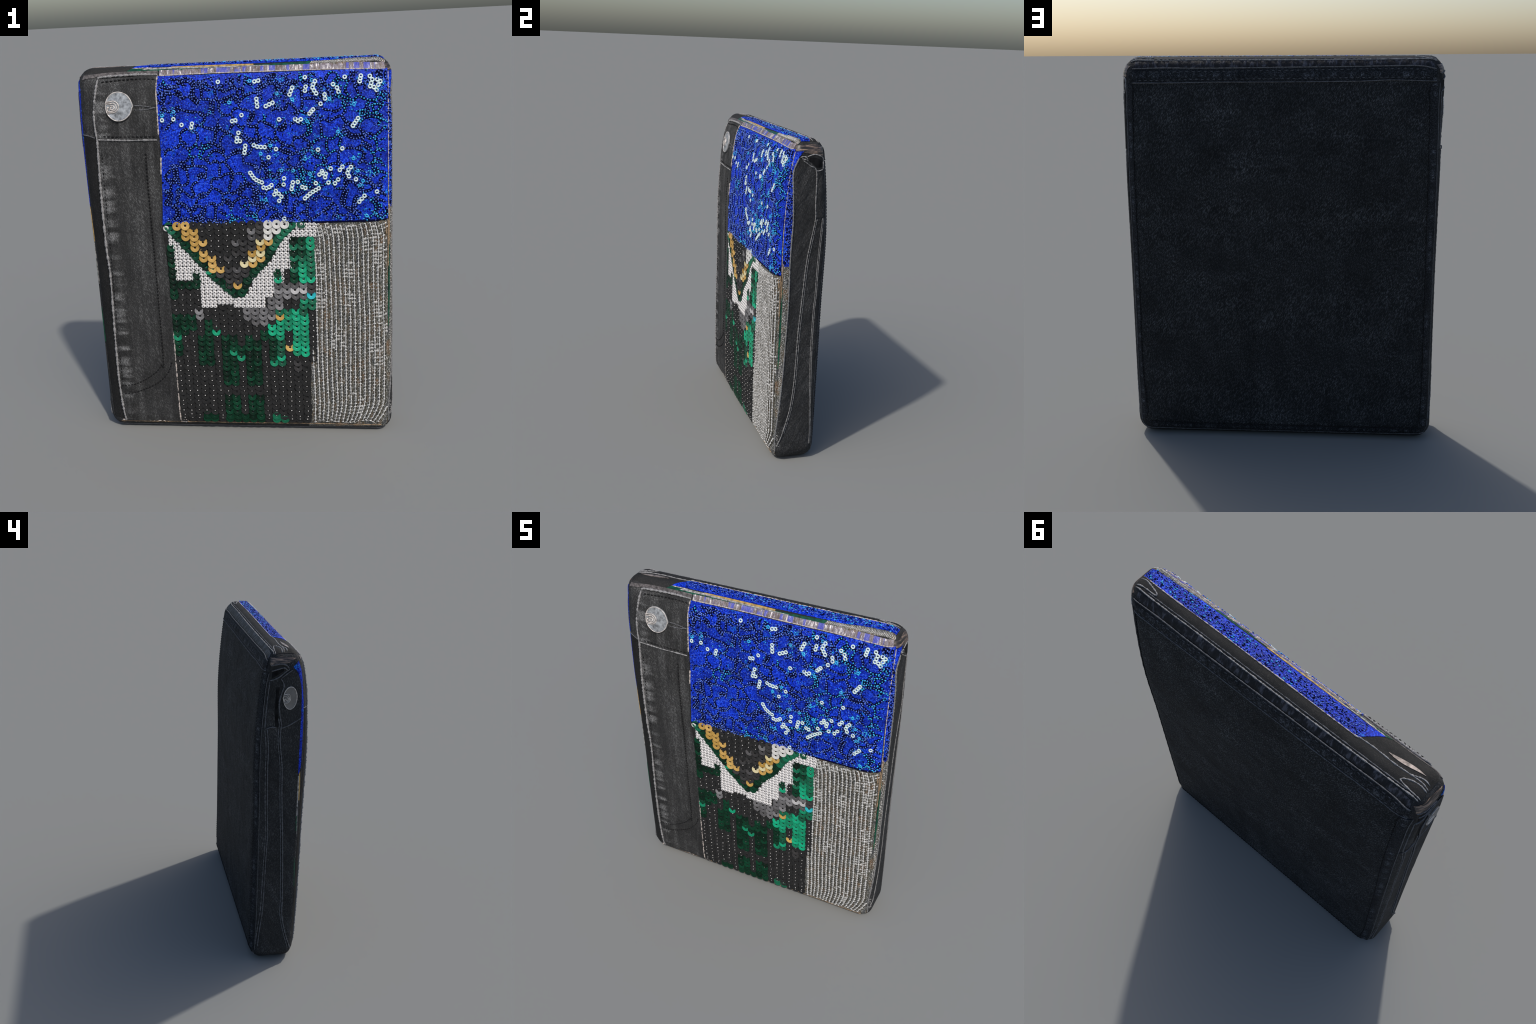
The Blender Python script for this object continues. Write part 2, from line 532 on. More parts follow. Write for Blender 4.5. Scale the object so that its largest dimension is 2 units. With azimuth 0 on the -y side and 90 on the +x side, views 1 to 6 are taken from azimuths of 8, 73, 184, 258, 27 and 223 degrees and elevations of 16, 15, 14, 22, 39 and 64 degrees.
# ---------------------------------------------------------------- body
def build_body():
    NX, NZ = 72, 90

    def ring(ins, dep, front):
        a, b = .8 - ins, 1 - ins
        r = max(CORNER - ins, 0)
        out = []

        def half(t, a, b):
            L = (a - r) + r * math.pi / 4
            s = abs(t) * L
            sg = 1 if t >= 0 else -1
            if s <= a - r or r == 0:
                return sg * s, -b
            ph = (s - (a - r)) / r
            return sg * (a - r + r * math.sin(ph)), -b + r * (1 - math.cos(ph))
        for k in range(NX):
            out.append(half(-1 + 2 * k / NX, a, b))
        for k in range(NZ):
            x, y = half(-1 + 2 * k / NZ, b, a)
            out.append((-y, x))
        for k in range(NX):
            x, y = half(-1 + 2 * k / NX, a, b)
            out.append((-x, -y))
        for k in range(NZ):
            x, y = half(-1 + 2 * k / NZ, b, a)
            out.append((y, -x))
        res = []
        for x, z in out:
            w = quad(WR if x > 0 else WL, z)
            yy = hermite(FRONT, MF, z) + dep if front else hermite(BACK, MB, z) - dep
            res.append((x * w / .8, yy, z + 1))
        return res

    V, F, region = [], [], []
    n = 2 * (NX + NZ)
    K = 9
    rings = []
    for k in range(K + 1):
        th = math.pi / 2 * k / K
        rings.append((ring(RXF * (1 - math.sin(th)), RYF * (1 - math.cos(th)), True)))
    last, first = rings[-1], ring(0, RYB, False)
    S = 8
    for k in range(1, S):
        t = k / S
        rings.append([tuple(p * (1 - t) + q * t for p, q in zip(a, b)) for a, b in zip(last, first)])
    for k in range(K, -1, -1):
        th = math.pi / 2 * k / K
        rings.append(ring(RXB * (1 - math.sin(th)), RYB * (1 - math.cos(th)), False))
    for r in rings:
        V += r
    R = len(rings)
    for i in range(R - 1):
        for j in range(n):
            j2 = (j + 1) % n
            F.append((i * n + j, i * n + j2, (i + 1) * n + j2, (i + 1) * n + j))
            region.append(0 if i < 4 else (2 if i >= R - 5 else 1))

    def cap(ri, front):
        base = ri * n
        idx = {}
        for k in range(NX):
            idx[(k, 0)] = base + k
            idx[(NX - k, NZ)] = base + NX + NZ + k
        for k in range(NZ):
            idx[(NX, k)] = base + NX + k
            idx[(0, NZ - k)] = base + 2 * NX + NZ + k
        rx = RXF if front else RXB
        for i in range(1, NX):
            for j in range(1, NZ):
                x, z = (-1 + 2 * i / NX) * (.8 - rx), (-1 + 2 * j / NZ) * (1 - rx)
                y = hermite(FRONT, MF, z) if front else hermite(BACK, MB, z)
                idx[(i, j)] = len(V)
                V.append((x * quad(WR if x > 0 else WL, z) / .8, y, z + 1))
        for i in range(NX):
            for j in range(NZ):
                q = (idx[(i, j)], idx[(i + 1, j)], idx[(i + 1, j + 1)], idx[(i, j + 1)])
                F.append(q if front else q[::-1])
                region.append(0 if front else 2)
    cap(0, True)
    cap(R - 1, False)
    # outward orientation of the ring faces
    whole = make_mesh("whole_body", V, F, DENIM_FRONT)
    import bmesh
    bm = bmesh.new()
    bm.from_mesh(whole)
    bmesh.ops.recalc_face_normals(bm, faces=bm.faces)
    bm.to_mesh(whole)
    bm.free()
    whole.shade_smooth()
    vn = [v.normal.copy() for v in whole.vertices]
    polys = [tuple(p.vertices) for p in whole.polygons]
    if sum(p.normal.dot(p.center - Vector((0, 0, 1))) for p in whole.polygons) < 0:
        polys = [p[::-1] for p in polys]
        vn = [-v for v in vn]
    for name, r, mat in (("front_panel", 0, DENIM_FRONT), ("gusset", 1, DENIM_SIDE), ("back_panel", 2, DENIM_BACK)):
        used, nf = {}, []
        for p, g in zip(polys, region):
            if g == r:
                nf.append([used.setdefault(i, len(used)) for i in p])
        me = make_mesh(name, [V[i] for i in used], nf, mat)
        add(name, me)
        me.normals_split_custom_set_from_vertices([vn[i] for i in used])
    bpy.data.meshes.remove(whole)


build_body()

# ---------------------------------------------------------------- front: denim placket
X_BLUE = [(-.386, 1.195), (-.375, 1.32), (-.366, 1.54), (-.368, 1.70), (-.376, 1.84), (-.364, 1.949)]
X_PAT = [(-.378, .052), (-.378, .18), (-.375, .552), (-.374, .83), (-.386, 1.195)]
PLACKET = [(-.695, .05), (-.705, .175), (-.710, .305), (-.708, .453), (-.702, .693), (-.696, .924), (-.702, 1.123), (-.695, 1.60), (-.694, 1.645)]
TAB = [(-.694, 1.645), (-.701, 1.732), (-.700, 1.796), (-.689, 1.874), (-.676, 1.945)]


def fold(u, v):
    """Soft puckers running along the placket seam."""
    d = abs(u + .655)
    return .006 * max(0, 1 - d / .055) * (.5 + .5 * math.sin(v * 80 + 2.2 * noise.noise((0, 0, v * 5)))) \
        + .0025 * noise.noise((u * 9, 3, v * 5))


sheet("placket_shadow_band", on_front, [(-.772, .07), (-.772, .5), (-.766, 1.1), (-.772, 1.664)], [(-.700, .06), (-.704, .5), (-.698, 1.1), (-.694, 1.655)], .0015, DENIM_SHADOW, 80, 8)
placket = sheet("placket", on_front, PLACKET, [(-.378, .05), (-.378, .18), (-.374, .83), (-.386, 1.2), (-.372, 1.597), (-.37, 1.645)],
                .009, DENIM_FRONT, 150, 26, relief=fold)
tab = sheet("waistband_tab", on_front, TAB, [(-.37, 1.64), (-.37, 1.70), (-.376, 1.84), (-.366, 1.954)],
            .0155, DENIM_FRONT, 50, 26, relief=lambda u, v: .004 * noise.noise((u * 12, 0, v * 9))
            - .004 * math.exp(-((v - 1.797 + .03 * (u + .5)) / .010)**2) * (1 if u > -.5 else 0))
cord("placket_edge", on_front, [PLACKET, TAB, [TAB[-1], (-.655, 1.954), (-.489, 1.959), (-.366, 1.956)]], .0062, THREAD, .010, .006, .45)
cord("tab_hem", on_front, [[(-.694, 1.648), (-.569, 1.642), (-.379, 1.638)]], .0046, THREAD, .013, .007, .5)
cord("seam_line", on_front, [[(-.785, 1.670), (-.750, 1.668), (-.706, 1.655)]], .003, THREAD_DIM, .001, .008)
stitches("stitching", on_front, [(-.655, 1.930), (-.489, 1.938), (-.372, 1.933)], THREAD_DARK, .021, .014, .0045, .0165)
stitches("stitching", on_front, [(-.66, 1.664), (-.55, 1.659), (-.38, 1.656)], THREAD_DARK, .021, .014, .0045, .0165)
stitches("stitching", on_front, [(-.675, 1.60), (-.680, 1.1), (-.688, .6), (-.69, .30)], THREAD_DARK, .02, .013, .004, .010)
stitches("stitching", on_front, [(-.699, .271), (-.624, .28), (-.548, .316), (-.489, .36), (-.46, .402), (-.445, .49), (-.445, 1.58)], THREAD_DARK, .018, .012, .0052, .010)
stitches("stitching", on_front, [(-.685, .224), (-.629, .229), (-.553, .257), (-.476, .301), (-.424, .356), (-.397, .422)], THREAD_DARK, .018, .012, .0052, .010)
# buttonhole slit beside the button
cord("buttonhole", on_front, [[(-.49, 1.812), (-.44, 1.808), (-.375, 1.795)], [(-.49, 1.79), (-.43, 1.79), (-.375, 1.80)]], .0026, THREAD_DIM, .014, .006, .6)
# raw white cut edges of the patches
cord("raw_edge", on_front, [[(-.378, .055), (-.378, .18), (-.375, .60)]], .0048, CREAM, .006, .006, .5)
cord("raw_edge", on_front, [[(-.371, 1.66), (-.371, 1.80), (-.373, 1.88), (-.366, 1.954)], [(-.372, 1.46), (-.366, 1.55)]], .0034, CREAM, .012, .006, .6)
cord("raw_edge", on_front, [[(-.379, .05), (-.36, .062), (-.34, .06), (-.345, .045), (-.38, .046)]], .004, CREAM, .006, .006, .6)


# ---------------------------------------------------------------- buttons
def button(name, f, u, v, ru, rv, mat, lift, mark_scale=1., flip=1):
    prof = [(0, .0095), (.3, .0098), (.6, .0088), (.86, .0068), (.93, .0082), (.985, .0070), (1., .003), (.97, -.005), (0, -.005)]
    bv, bf = lathe(prof, 40, False)
    p, tu, tv, nn = frame(f, u, v)
    V = []
    for x, y, h in bv:
        ang = math.atan2(y, x)
        rr = 1 + .012 * math.sin(3 * ang + 1) + .07 * math.exp(-(ang / .10)**2) + .01 * math.sin(9 * ang)
        V.append(p + tu * (x * ru * rr) + tv * (y * rv * rr) + nn * (h * (1 + .06 * noise.noise((x * 3, y * 3, 1))) + lift))
    o = add(name, make_mesh(name, V, bf, mat))
    # embossed nested arches
    arcs = [[(-.93, .30), (-.62, .33), (-.32, .36), (-.08, .22), (.02, -.04), (-.12, -.28), (-.36, -.40), (-.82, -.42)],
            [(-.95, .18), (-.62, .19), (-.36, .22), (-.20, .10), (-.14, -.06), (-.24, -.22), (-.42, -.30), (-.78, -.30), (-.80, -.02), (-.70, -.10)],
            [(-.62, .06), (-.40, .06), (-.30, -.06), (-.40, -.18), (-.60, -.18), (-.56, -.05), (-.44, -.04)]]
    parts, grooves = [], []
    for a in arcs:
        def g(x, y):
            return p + tu * (flip * x * ru) + tv * (y * rv) + nn * (lift + .0098)
        c = resample(a, 40)
        VV, FF = [], []
        for k in range(40):
            q = g(*c[k])
            t = (g(*c[min(k + 1, 39)]) - g(*c[max(k - 1, 0)])).normalized()
            s = t.cross(nn)
            for w in range(6):
                an = math.pi * 2 * w / 6
                VV.append(q + s * (.0030 * mark_scale * math.cos(an)) + nn * (.0030 * math.sin(an)))
        for k in range(39):
            for w in range(6):
                FF.append((k * 6 + w, k * 6 + (w + 1) % 6, (k + 1) * 6 + (w + 1) % 6, (k + 1) * 6 + w))
        parts.append((VV, FF))
        VV = [v + (v - p).normalized() * 0 - nn * .0012 for v in VV]
        grooves.append(([g(*c[i // 6]) + (v - g(*c[i // 6])) * 2.2 - nn * .0032 for i, v in enumerate(VV)], FF))
    add("button_groove", make_mesh("button_groove", *join_arrays(grooves), GROOVE), o)
    rim = []
    for i in range(60):
        an = 2 * math.pi * i / 60
        rr = 1 + .012 * math.sin(3 * an + 1) + .07 * math.exp(-(math.remainder(an, 2 * math.pi) / .10)**2)
        rim.append(p + tu * (math.cos(an) * ru * rr * .955) + tv * (math.sin(an) * rv * rr * .955) + nn * (lift + .0075))
    VV, FF = [], []
    for i in range(60):
        out = (rim[i] - p).normalized()
        for w in range(6):
            an = 2 * math.pi * w / 6
            VV.append(rim[i] + out * (.0028 * math.cos(an)) + nn * (.0022 * math.sin(an)))
        for w in range(6):
            FF.append((i * 6 + w, i * 6 + (w + 1) % 6, (i + 1) % 60 * 6 + (w + 1) % 6, (i + 1) % 60 * 6 + w))
    add("button_rim_highlight", make_mesh("button_rim_highlight", VV, FF, RIM), o)
    add("button_mark", make_mesh("button_mark", *join_arrays(parts), RIM), o)
    return o


button("button", on_front, -.568, 1.810, .0715, .075, METAL, .0085)
button("button", on_left, -.027, 1.738, .040, .068, METAL_DARK, .002, .7, -1)

# ---------------------------------------------------------------- blue beaded panel
X_CREASE = .774
blue = sheet("blue_beaded_panel", on_front, X_BLUE, [(X_CREASE, 1.205), (X_CREASE, 1.58), (.776, 1.943)], .0065, BLUE, 80, 100,
             relief=lambda u, v: .0018 * noise.noise((u * 30, 0, v * 30)))
blue_side = sheet("blue_beaded_panel", on_right, [(-.122, 1.262), (-.1245, 1.5), (-.1205, 1.688), (-.1075, 1.819), (-.092, 1.93)],
                  [(-.091, 1.262), (-.081, 1.512), (-.085, 1.69), (-.087, 1.81), (-.075, 1.86), (-.061, 1.90), (-.036, 1.935)], .004, BLUE, 60, 8)
blue_left = sheet("blue_beaded_panel", on_left, [(-.102, 1.27), (-.113, 1.32), (-.114, 1.474), (-.111, 1.664), (-.100, 1.79), (-.089, 1.88), (-.067, 1.945)],
                  [(-.10, 1.27), (-.097, 1.45), (-.096, 1.6), (-.092, 1.75), (-.084, 1.815), (-.066, 1.88), (-.036, 1.915)], .003, BLUE, 60, 8)
cord("crease_stitch", on_front, [[(.779, 1.21), (.779, 1.58), (.779, 1.93)]], .0022, CREAM, .004, .006, .8)
cord("blue_hem", on_front, [[(-.386, 1.194), (-.127, 1.186), (.127, 1.196), (.343, 1.197), (.60, 1.199), (.771, 1.203)]], .0065, NAVY, .001, .01, .2)


def in_blue(x, z, margin=.0):
    edge = float(np.interp(z, [p[1] for p in X_BLUE], [p[0] for p in X_BLUE]))
    return edge + margin < x < X_CREASE - margin and 1.198 + margin < z < 1.942 - margin


def bead_net():
    """Vermicelli: bead cords wandering along warped cell borders."""
    pts = []
    cell = .078
    rows = int(1.0 / (cell * .87)) + 4
    for r in range(-2, rows):
        for c in range(-2, int(1.35 / cell) + 3):
            pts.append((-.45 + (c + .5 * (r % 2)) * cell + rng.uniform(-.32, .32) * cell, 1.12 + r * cell * .87 + rng.uniform(-.32, .32) * cell))
    edges = {}
    for i, (px, pz) in enumerate(pts):
        poly = [(px - .2, pz - .2), (px + .2, pz - .2), (px + .2, pz + .2), (px - .2, pz + .2)]
        for j, (qx, qz) in enumerate(pts):
            if i == j or abs(qx - px) + abs(qz - pz) > .34:
                continue
            nx, nz = qx - px, qz - pz
            d = nx * (px + qx) / 2 + nz * (pz + qz) / 2
            new = []
            for k in range(len(poly)):
                a, b = poly[k], poly[(k + 1) % len(poly)]
                da, db = nx * a[0] + nz * a[1] - d, nx * b[0] + nz * b[1] - d
                if da <= 0:
                    new.append(a)
                if da * db < 0:
                    t = da / (da - db)
                    new.append((a[0] + (b[0] - a[0]) * t, a[1] + (b[1] - a[1]) * t))
            poly = new
        for k in range(len(poly)):
            a, b = poly[k], poly[(k + 1) % len(poly)]
            key = (round((a[0] + b[0]) / 2, 3), round((a[1] + b[1]) / 2, 3))
            edges[key] = (a, b)
    curves = []
    for key in sorted(edges):
        (ax, az), (bx, bz) = edges[key]
        L = math.hypot(bx - ax, bz - az)
        if L < .02 or rng.random() < .13:
            continue
        n = 10
        bend = rng.uniform(-.40, .40) * L
        line = []
        for k in range(n + 1):
            t = k / n
            x, z = ax + (bx - ax) * t, az + (bz - az) * t
            o = bend * 4 * t * (1 - t)
            x, z = x - (bz - az) / L * o, z + (bx - ax) / L * o
            w = noise.noise_vector((x * 11, 5, z * 11))
            line.append((x + .026 * w.x, z + .026 * w.z))
        curves.append(line)
        if rng.random() < .28:
            s = .0165
            curves.append([(x - (bz - az) / L * s, z + (bx - ax) / L * s) for x, z in line])
    # short stray runs, thick along the top, the hem and the right-hand edge
    for _ in range(150):
        m = rng.random()
        if m < .5:
            x, z = rng.uniform(-.36, .76), 1.945 - abs(rng.gauss(0, .05))
        elif m < .72:
            x, z = rng.uniform(-.36, .76), 1.20 + abs(rng.gauss(0, .03))
        elif m < .86:
            x, z = .77 - abs(rng.gauss(0, .03)), rng.uniform(1.2, 1.94)
        else:
            x, z = rng.uniform(.2, .76), rng.uniform(1.22, 1.93)
        a = rng.uniform(0, 6.28)
        line = []
        for k in range(rng.randint(3, 7)):
            line.append((x, z))
            a += rng.uniform(-.8, .8)
            x, z = x + .012 * math.cos(a), z + .012 * math.sin(a)
        curves.append(line)
    return curves


CURVES = bead_net()
cords, beads, cyan_beads = [], [], []
for c in CURVES:
    n = max(int(length(c) / .0125), 2)
    p = [q for q in resample(c, n + 1) if in_blue(q[0], q[1], .004)]
    if len(p) < 3:
        continue
    cords.append(tube_arrays(on_front, [tuple(q) for q in p], .0075, .0070, .0125, 6, .15, .40))  # flat near-black cord draws the shadow surround of the beads
    for q in p:
        e = (q[0] + rng.gauss(0, .0009), q[1] + rng.gauss(0, .0009), .0128, rng.uniform(0, 6), rng.uniform(.8, 1.1))
        (cyan_beads if noise.noise((q[0] * 6, 9, q[1] * 6)) + .35 * (q[0] - .25) > .22 and rng.random() < .75 else beads).append(e)
add("bead_shadow_cord", make_mesh("bead_shadow_cord", *join_arrays(cords), NAVY), blue, stuff=True)
scatter("bead_highlights", on_front, ball(.0043, .8), beads, VIOLET, blue)  # small pale balls modelled for the bright centres of glossy dark beads
scatter("cyan_beads", on_front, ball(.0045, .8), cyan_beads, CYAN, blue)
# loose seed beads all over the cloth
loose = []
for _ in range(2600):
    x, z = rng.uniform(-.38, .775), rng.uniform(1.2, 1.95)
    dens = .5 + .7 * math.exp(-(1.95 - z) / .07) + .5 * math.exp(-(z - 1.2) / .05) + .5 * max(0, noise.noise((x * 7, 2, z * 7)) + .1)
    if rng.random() < dens and in_blue(x, z, .004):
        loose.append((x, z, .0075, 0, rng.uniform(.5, .95)))
scatter("seed_beads", on_front, ball(.0036, .8, 6, 4), loose, VIOLET, blue)
loose = [(rng.uniform(-.118, -.086), rng.uniform(1.27, 1.90), .005, 0, rng.uniform(.6, 1.1)) for _ in range(330)]
scatter("seed_beads", on_right, ball(.0036, .8, 6, 4), loose, VIOLET, blue_side)
dark = [(rng.uniform(-.118, -.086), rng.uniform(1.27, 1.90), .0045, 0, rng.uniform(.8, 1.4)) for _ in range(240)]
scatter("navy_beads", on_right, ball(.0040, .6, 6, 4), dark, NAVY, blue_side)
dark = []
for _ in range(1000):
    x, z = rng.uniform(-.38, .775), rng.uniform(1.2, 1.95)
    if rng.random() < .25 + .75 * math.exp(-(1.95 - z) / .08) + .5 * math.exp(-(z - 1.2) / .05) and in_blue(x, z, .004):
        dark.append((x, z, .0068, 0, rng.uniform(.7, 1.5)))
scatter("navy_beads", on_front, ball(.0042, .6, 6, 4), dark, NAVY, blue)

# open white sequins that lie turned over, in short runs
RUNS = [
    [(-.056, 1.91)], [(-.348, 1.735)], [(-.289, 1.738)], [(-.249, 1.709)], [(-.195, 1.713), (-.199, 1.695)],
    [(.009, 1.719), (.026, 1.722)], [(.039, 1.661)], [(.031, 1.636), (.028, 1.618), (.045, 1.620)], [(.127, 1.905), (.146, 1.908)],
    [(.377, 1.915)], [(.426, 1.895), (.413, 1.868), (.431, 1.838)], [(.38, 1.871), (.376, 1.853)], [(.314, 1.869), (.3, 1.837)],
    [(.135, 1.822), (.138, 1.786)], [(.181, 1.786), (.215, 1.801)], [(.058, 1.747)], [(.245, 1.72)],
    [(.325, 1.719), (.338, 1.71), (.353, 1.717)], [(.396, 1.743), (.414, 1.762)], [(.071, 1.596), (.065, 1.561)],
    [(.114, 1.597), (.129, 1.59), (.168, 1.586)], [(.225, 1.575)], [(.186, 1.535)], [(.09, 1.459), (.114, 1.426), (.147, 1.409)],
    [(.154, 1.383), (.174, 1.38), (.195, 1.394)], [(.216, 1.364), (.237, 1.343), (.243, 1.334)], [(.208, 1.346)], [(.231, 1.313)],
    [(.26, 1.427)], [(.257, 1.396)], [(.304, 1.406), (.296, 1.372)], [(.329, 1.408)], [(.35, 1.381), (.366, 1.376)], [(.419, 1.399)],
    [(.433, 1.373), (.394, 1.35), (.362, 1.323)], [(.253, 1.219)], [(.434, 1.566)], [(.554, 1.569)], [(.451, 1.459), (.438, 1.442)],
    [(.454, 1.449), (.47, 1.446), (.466, 1.428)], [(.495, 1.471)], [(.553, 1.478), (.54, 1.463)],
    [(.595, 1.476), (.577, 1.453), (.585, 1.43)], [(.531, 1.415), (.515, 1.396)], [(.482, 1.401)], [(.619, 1.414)], [(.72, 1.349)],
    [(.66, 1.33), (.634, 1.3)], [(.514, 1.878)], [(.533, 1.861), (.54, 1.842)], [(.472, 1.831), (.474, 1.812)],
    [(.649, 1.912), (.643, 1.887)], [(.692, 1.909), (.703, 1.893)], [(.698, 1.877), (.693, 1.862)], [(.71, 1.857), (.722, 1.844)],
    [(.73, 1.867), (.74, 1.885), (.726, 1.892)], [(.452, 1.788)], [(.633, 1.713), (.608, 1.678)], [(.571, 1.91)]]
ring_v, ring_f = lathe([(.0040, .0), (.0050, .0024), (.0085, .0034), (.0112, .0020), (.0118, 0), (.0105, -.0015), (.006, -.0015)], 18)
ring_mesh = make_mesh("open_sequin", ring_v, ring_f, WHITE_RING)
ring_mesh.shade_smooth()
RINGS = []
for run in RUNS:
    n = max(int(round(length(run) / .017)), 1) + 1 if len(run) > 1 else 1
    RINGS += [tuple(q) for q in (resample(run, n) if n > 1 else run)]


def place(name, mesh, f, u, v, lift, tilt=0., lean=0., parent=None, scale=1.):
    p, tu, tv, nn = frame(f, u, v)
    n2 = (nn + tv * tilt + tu * lean).normalized()
    x = (tu - n2 * tu.dot(n2)).normalized()
    y = n2.cross(x)
    o = bpy.data.objects.new(name, mesh)
    bpy.context.collection.objects.link(o)
    o.parent = parent or root
    from mathutils import Matrix
    M = Matrix((x, y, n2)).transposed().to_4x4()
    o.matrix_world = Matrix.Translation(p + nn * (lift * LIFT)) @ M @ Matrix.Scale(scale, 4)
    return o


for k, (x, z) in enumerate(RINGS):
    place("open_sequin", ring_mesh, on_front, x, z, .0125 + .0012 * (k % 3), rng.uniform(-.12, .12), rng.uniform(-.12, .12), blue)

GLINTS = [(-.348, 1.757), (-.108, 1.774), (-.003, 1.81), (-.16, 1.723), (-.288, 1.775), (-.201, 1.676), (.103, 1.909), (.257, 1.916),
          (.411, 1.902), (.328, 1.882), (.237, 1.845), (.233, 1.702), (.383, 1.707), (.241, 1.798), (.313, 1.813), (.439, 1.728),
          (.196, 1.593), (.184, 1.468), (.146, 1.554), (.218, 1.554), (.248, 1.467), (.215, 1.421), (.307, 1.465), (.359, 1.553),
          (.368, 1.522), (.399, 1.547), (.391, 1.445), (.138, 1.325), (.162, 1.319), (.609, 1.445), (.627, 1.457), (.677, 1.456),
          (.67, 1.227), (.53, 1.216), (.654, 1.405), (.636, 1.53), (.608, 1.518), (.697, 1.445), (.639, 1.385), (.474, 1.86),
          (.495, 1.809), (.76, 1.88), (.534, 1.651), (.742, 1.678), (.614, 1.781)]
sp = []
for x, z in GLINTS:
    for _ in range(9):
        sp.append((x + rng.gauss(0, .012), z + rng.gauss(0, .014), .009, 0, rng.uniform(.5, 1.1)))
for x, z in RINGS:
    for _ in range(2):
        sp.append((x + rng.gauss(0, .018), z + rng.gauss(0, .018), .009, 0, rng.uniform(.4, .9)))
scatter("cyan_beads", on_front, ball(.0042, .7, 6, 4), [q for q in sp if in_blue(q[0], q[1], .004)], CYAN, blue)
cyan_ring = make_mesh("cyan_open_sequin", ring_v, ring_f, CYAN)
for x, z in GLINTS[::2]:
    place("open_sequin", cyan_ring, on_front, x, z, .0095, rng.uniform(-.15, .15), rng.uniform(-.15, .15), blue, .85)

# ---------------------------------------------------------------- patterned sequin panel
PAT_R = [(.335, .055), (.357, .171), (.371, .46), (.394, .664), (.398, .83), (.400, 1.197)]
pattern = sheet("patterned_sequin_panel", on_front, X_PAT, PAT_R, .0035, CHAR, 80, 60)
COL, ROW = .0432, .0296


def grid_xz(c, r): return -.352 + COL * c, 1.160 - ROW * r


def left_line(r): return np.interp(r, [-1, 2.5, 5.6, 8, 12], [-.1, 1.8, 3.6, 4.9, 7.7])
def right_line(r): return np.interp(r, [-1, 1, 3, 5.5, 8.8, 12], [14.9, 13.5, 12.5, 11.5, 9.4, 8.2])


def chart(c, r):
    """Which sequin sits in column c, row r of the pattern (None = small white beads)."""
    if r <= 12.5:
        dl, dr = c - left_line(r), right_line(r) - c
        if abs(dl) < .62 and r <= 12:
            return "line"
        if abs(dr) < .62 and r <= 12:
            return "line"
        if dl > 0 and dr > 0:                                   # inside the V
            if (c, r) == (8, 10):
                return "gold"
            if dl < (2.75 if r < 3 else 1.75) and c < 8 and r < 8:
                return "gold"
            if dr < (3.1 if r < 1 else 2.2) and c > 8 and r < 7:
                return "silver" if r < 2 else ("pale_gold" if (c + r) % 2 else "gold")
            if (c, r) in ((10, 0), (10, 1), (8, 7), (8, 2), (9, 6)):
                return "grey"
            if r > 6 or (dr < 4.2 and r < 5) or (c, r) == (7, 5):
                return "smoke"
            return "black"
        if dl < 0:                                              # left of the V
            if c < .5 and r >= 2.4:
                return "green_dark"
            if c <= 3 and 9.4 < r < 11:
                return "green_dark"
            if c == 3 and 8 <= r <= 9.4:
                return "green_dark"
            if c <= 3 and r >= 11:
                return "black"
            return None
        if c >= 15 and 1.1 < r < 9.8:                           # right-hand block
            if c == 17 and 2 <= r <= 3 or c == 16 and r in (6, 7, 8) or c == 17 and r == 9 or (c == 16 and r == 9):
                return "green_bright"
            return "green_mid" if r in (3, 5, 7) or c == 17 else "green_dark"
        if c == 16 and r == -1:
            return "green_mid"
        if c == 13 and 7.5 < r < 10:
            return "green_dark" if r == 8 else "green_bright"
        if c >= 14 and 7.4 < r < 9.6:
            return "black"
        if c >= 13 and r >= 9.6:                                # smoky band
            if r == 11 and c in (15, 16):
                return "pale"
            if r == 12 and c == 17:
                return "cyan"
            return "smoke" if c == 17 else "grey"
        return None
    if 13 <= r < 14.6 and 3.5 < c < 12 and not (c in (6, 7) and r > 13):
        return None
    if c in (16,) and r in (13,):
        return "green_bright"
    if c >= 16 and r in (13, 14, 15) and not (c == 17 and r == 15):
        return "green_mid"
    if r <= 17 and c >= 9 and c <= 13 and r >= 13 and not (c == 13 and r > 15) and (c <= 12 or r <= 14):
        if (c, r) == (13, 16):
            return "gold"
        if c + r > 23:
            return "grey" if r < 17 or c in (10, 11) else "black"
    if (c, r) == (13, 16) or (c, r) == (14, 22):
        return "gold"
    if (c, r) in ((3, 15), (3, 16)):
        return "grey"
    if c in (15,) and r in (25, 26):
        return "smoke"
    if 13 <= c <= 16 and 15 <= r <= 18:
        return "green_bright" if r > 15 else ("green_mid" if c < 15 else "green_bright")
    if c in (15, 16) and 18 < r <= 23:
        return "green_bright"
    if c in (12, 13) and 18 <= r <= 25:
        if r in (18, 19) or (c == 13 and r in (20, 24)) or (c == 12 and r == 25):
            return "green_bright"
        return "green_mid" if c == 13 else "green_dark"
    if c == 11 and 19 <= r <= 20 or c in (6, 10) and 20 <= r <= 29 or c in (7, 9) and 20 <= r <= 29 or c == 8 and 22 <= r <= 24:
        if (c, r) in ((7, 23), (8, 24)):
            return "green_bright"
        if c == 11 or not (c == 10 and r == 20):
            return "green_dark"
    if c in (6, 7, 9, 10) and 32 <= r <= 37 or c == 8 and r >= 36:
        return "green_dark"
    if c in (3, 4) and r >= 36 or c in (12, 13) and r >= 36 and not (c == 13 and r == 36):
        return "green_dark" if c < 5 else "green_mid"
    if c <= 2 and 15.5 < r < 19 or c in (0, 1) and r == 19:
        return "green_dark"
    if c == 0 and 19 < r <= 23:
        return "green_bright" if r == 20 else "green_dark"
    if (c, r) == (5, 19):
        return "green_bright"
    if c in (3, 4) and 17 + (c == 3) * 3 <= r <= 25:
        return "green_dark"
    return "black"


